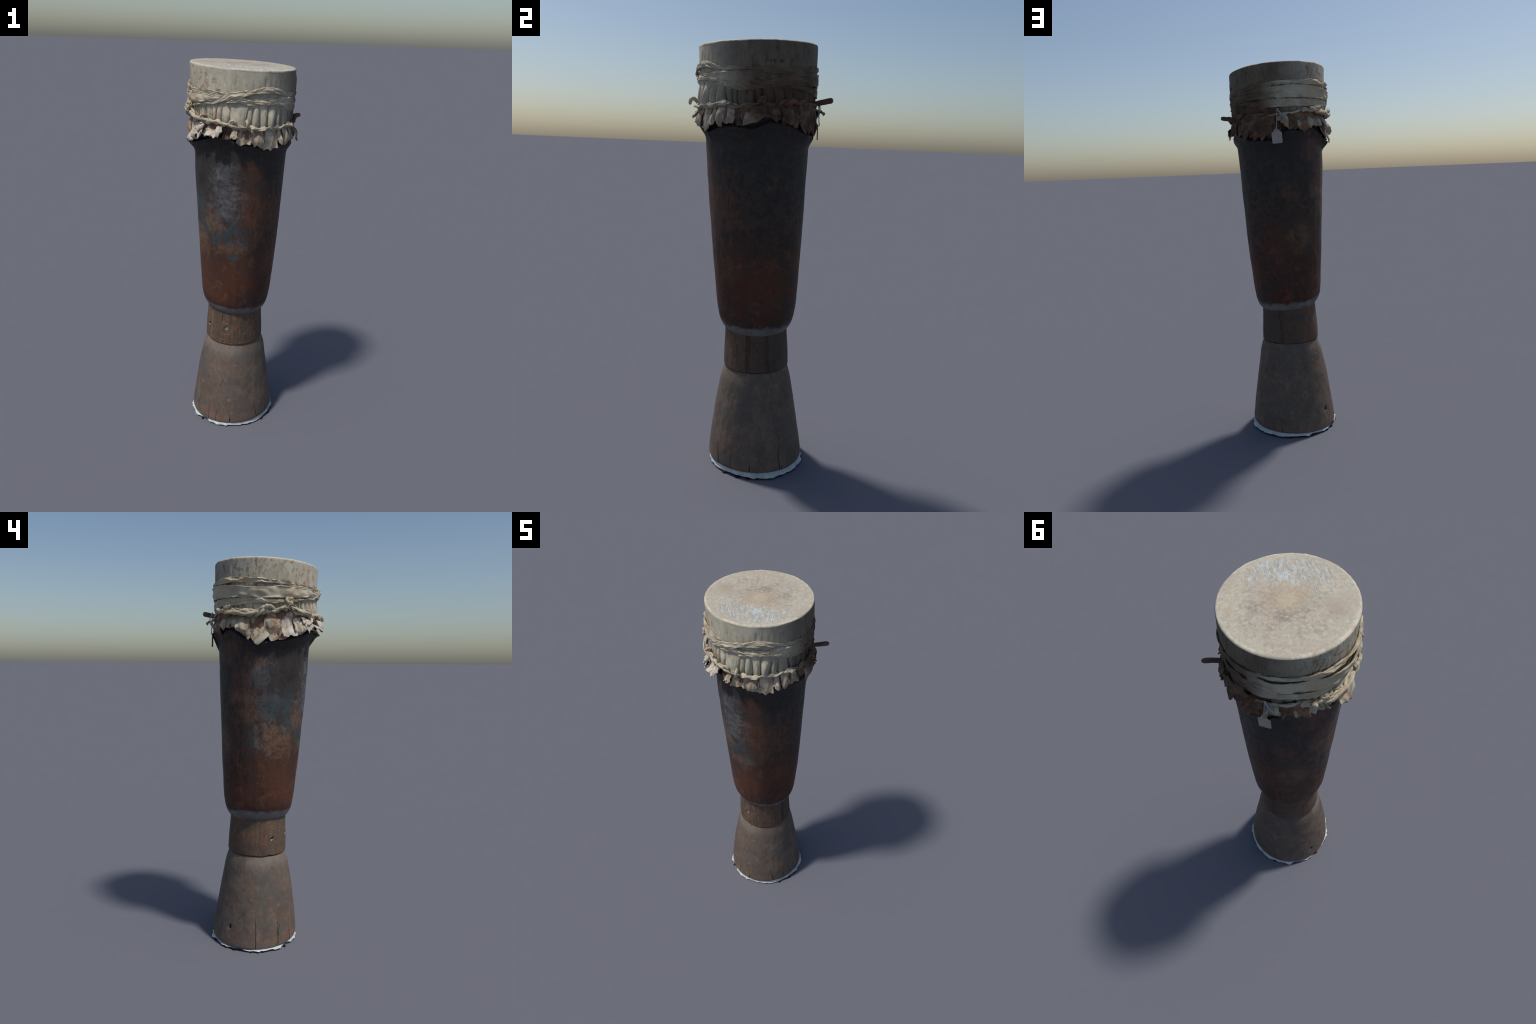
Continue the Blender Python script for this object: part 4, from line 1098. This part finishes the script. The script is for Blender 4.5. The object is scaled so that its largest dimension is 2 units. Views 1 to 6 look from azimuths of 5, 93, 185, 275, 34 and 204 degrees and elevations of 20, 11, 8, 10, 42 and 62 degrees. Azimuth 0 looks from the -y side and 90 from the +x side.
# ------------------------------------------------------------------ paint flecks on the head
def build_paint():
    rnd = random.Random(5)
    def topz(x, y): return RIM_Z + RIM_X * x + RIM_Y * y - .0006 * (1 - min(1, math.hypot(x, y + .0235) / .246) ** 2)
    strokes = []
    # (x, y, angle deg, length, width)
    base = [(-.083, -.199, 0), (-.037, -.218, 0), (-.024, -.245, 0), (.006, -.220, 0), (-.094, -.085, 0), (-.060, -.115, 0), (-.027, -.143, 0), (-.02, -.16, 0), (.014, -.135, 0), (.034, -.162, 0), (.092, -.163, 0), (.089, -.112, 0),
            (.060, -.15, 0), (.05, -.13, 0), (.115, -.13, 0), (.155, -.180, 0), (.140, -.170, 0), (.093, -.235, 0), (.112, -.212, 0), (.03, -.20, 0), (.05, -.18, 0), (.123, -.094, 0), (.147, -.146, 0), (.152, -.084, 0), (.178, -.116, 0), (.178, -.072, 0), (.200, -.088, 0), (-.10, -.17, 0), (-.06, -.17, 0)]
    for x, y, _ in base:
        for q in range(rnd.choice([2, 3, 4, 5])):
            strokes.append((x + rnd.gauss(0, .011), y + rnd.gauss(0, .010), -50 + rnd.gauss(0, 9), rnd.uniform(.010, .034), rnd.uniform(.0020, .0050)))
    # long scrapes
    for x, y, l in [(.150, -.180, .060), (.200, -.083, .045), (.160, -.100, .04), (-.045, -.205, .05), (.085, -.225, .05), (-.07, -.11, .05), (.11, -.195, .045)]:
        strokes.append((x, y, -50 + rnd.gauss(0, 5), l, .0035))
    # densest scuff
    for q in range(46):
        strokes.append((.055 + rnd.gauss(0, .034), -.145 + rnd.gauss(0, .017), -50 + rnd.gauss(0, 18), rnd.uniform(.005, .018), rnd.uniform(.002, .005)))
    V = {0: [], 1: []}; F = {0: [], 1: []}
    for idx, (x, y, a, l, w) in enumerate(strokes):
        if math.hypot(x - .001, y + .0235) > .238: continue
        a = math.radians(a)
        k = 1 if idx % 4 == 0 else 0
        n = 14
        b = len(V[k])
        for j in range(n):
            t = 2 * math.pi * j / n
            rr = 1 + .3 * rnd.uniform(-1, 1)
            px, py = l * .5 * math.cos(t) * rr, w * .5 * math.sin(t) * rr
            X, Y = x + px * math.cos(a) - py * math.sin(a), y + px * math.sin(a) + py * math.cos(a)
            V[k].append((X, Y, topz(X, Y) - .0012))
        for j in range(n):
            vx = V[k][b + j]
            X, Y = x + (vx[0] - x) * .72, y + (vx[1] - y) * .72
            V[k].append((X, Y, topz(X, Y) + .0004))
        for j in range(n):
            F[k].append((b + j, b + (j + 1) % n, b + n + (j + 1) % n, b + n + j))
        F[k].append(tuple(b + n + j for j in range(n)))
    for k, nm, mt in ((0, 'paint_flecks', 'paint'), (1, 'grey_paint_flecks', 'paint_shadow')):
        o = make_obj(nm, V[k], F[k], M[mt], sharp=50)
        o['kind'] = 'stuff'


# ------------------------------------------------------------------ pencilled number on the skin
def build_number():
    cu = bpy.data.curves.new('number', 'FONT')
    cu.body = '4 9 - 27'
    cu.size = .018
    cu.extrude = .0006
    cu.align_x = 'CENTER'; cu.align_y = 'CENTER'
    ob = bpy.data.objects.new('number', cu)
    bpy.context.scene.collection.objects.link(ob)
    bpy.context.view_layer.update()
    me0 = ob.to_mesh()
    V = np.array([v.co[:] for v in me0.vertices]); F = [tuple(p.vertices) for p in me0.polygons]
    ob.to_mesh_clear()
    bpy.data.objects.remove(ob)
    bpy.data.curves.remove(cu)
    th = 22 + np.degrees(V[:, 0] * 1.05 / .26)
    zz = 1.8905 + V[:, 1] * .85 + V[:, 0] * .03
    P = pt(th, zz, rh(zz) + oval(th, zz) + .0012 + V[:, 2])
    o = make_obj('inked_number', P, F, M['ink'], smooth=False)


# ------------------------------------------------------------------ torn sheet under the foot
def build_sheet():
    rnd = random.Random(9)
    n = 96
    th = np.arange(n) * 360 / n + RNG.uniform(-1.3, 1.3, n)
    wob = .0085 * vnoise(np.stack([np.cos(np.radians(th)) * 3.5, np.sin(np.radians(th)) * 3.5, th * 0], -1), 71)
    ro = np.array([.2345 + wob[i] + rnd.uniform(-.0022, .0022) + (rnd.uniform(.002, .006) if rnd.random() < .12 else 0) - (rnd.uniform(.002, .006) if rnd.random() < .10 else 0) for i in range(n)])
    zo = np.array([.0068 + rnd.uniform(-.0022, .003) for _ in range(n)])
    c, s = np.cos(np.radians(th)), np.sin(np.radians(th))
    zin = .021 + .0075 * c
    rows = []
    for f in (0., .35, .7, 1.0):
        r = .2255 + (ro - .2255) * f
        z = zin + (zo - zin) * (f ** .8)
        rows.append(pt(th, z, r))
    inner = pt(th, zin + .001, .205)
    low = pt(th, zo - .0025, ro - .0015)
    base = pt(th, np.full(n, .0022), np.full(n, .215))
    P = np.stack([inner] + rows + [low, base], 1)
    mi = np.zeros((n, P.shape[1] - 1), int); mi[:, 4:] = 1
    ob = revolve('torn_base_sheet', P, [M['sheet'], M['black']], mi, True, True, sharp=35)
    # blackened ragged scraps of the underside
    V, F = [], []
    for a in [8, 23, 38, 62, 88, 121, 146, 158, 181, 232, 326, 343, 356]:
        a = a + rnd.uniform(-2, 2); w = rnd.uniform(1.5, 4.5)
        r1 = .2352 + rnd.uniform(0, .007)
        b = len(V)
        tri = [(a - w, .228), (a + w, .228), (a + w * .6, r1 - .003), (a + rnd.uniform(-.5, .5) * w, r1), (a - w * .7, r1 - .004)]
        for zz in (.0042, .0):
            for t, r in tri: V.append(pt(t, zz + (.002 if r < .23 else 0), r))
        k = len(tri)
        F.append(tuple(b + i for i in range(k))); F.append(tuple(b + k + i for i in reversed(range(k))))
        for i in range(k): F.append((b + (i + 1) % k, b + i, b + k + i, b + k + (i + 1) % k))
    o = make_obj('torn_underside_scraps', np.array(V), F, M['black'], smooth=False)
    o['kind'] = 'stuff'
    # bottom tips that touch the ground
    return ob


# ------------------------------------------------------------------ build
def main():
    global ROOT
    ROOT = bpy.data.objects.new('hand_drum', None)
    bpy.context.scene.collection.objects.link(ROOT)
    ROOT['label'] = 'tall goblet-shaped wooden drum with laced hide head'
    ROOT['category'] = 'drum'
    build_materials()
    build_foot()
    build_band()
    build_shell()
    build_skin()
    build_straps()
    build_lacing()
    build_pegs()
    build_flaps()
    build_tag()
    build_paint()
    build_number()
    build_sheet()


main()
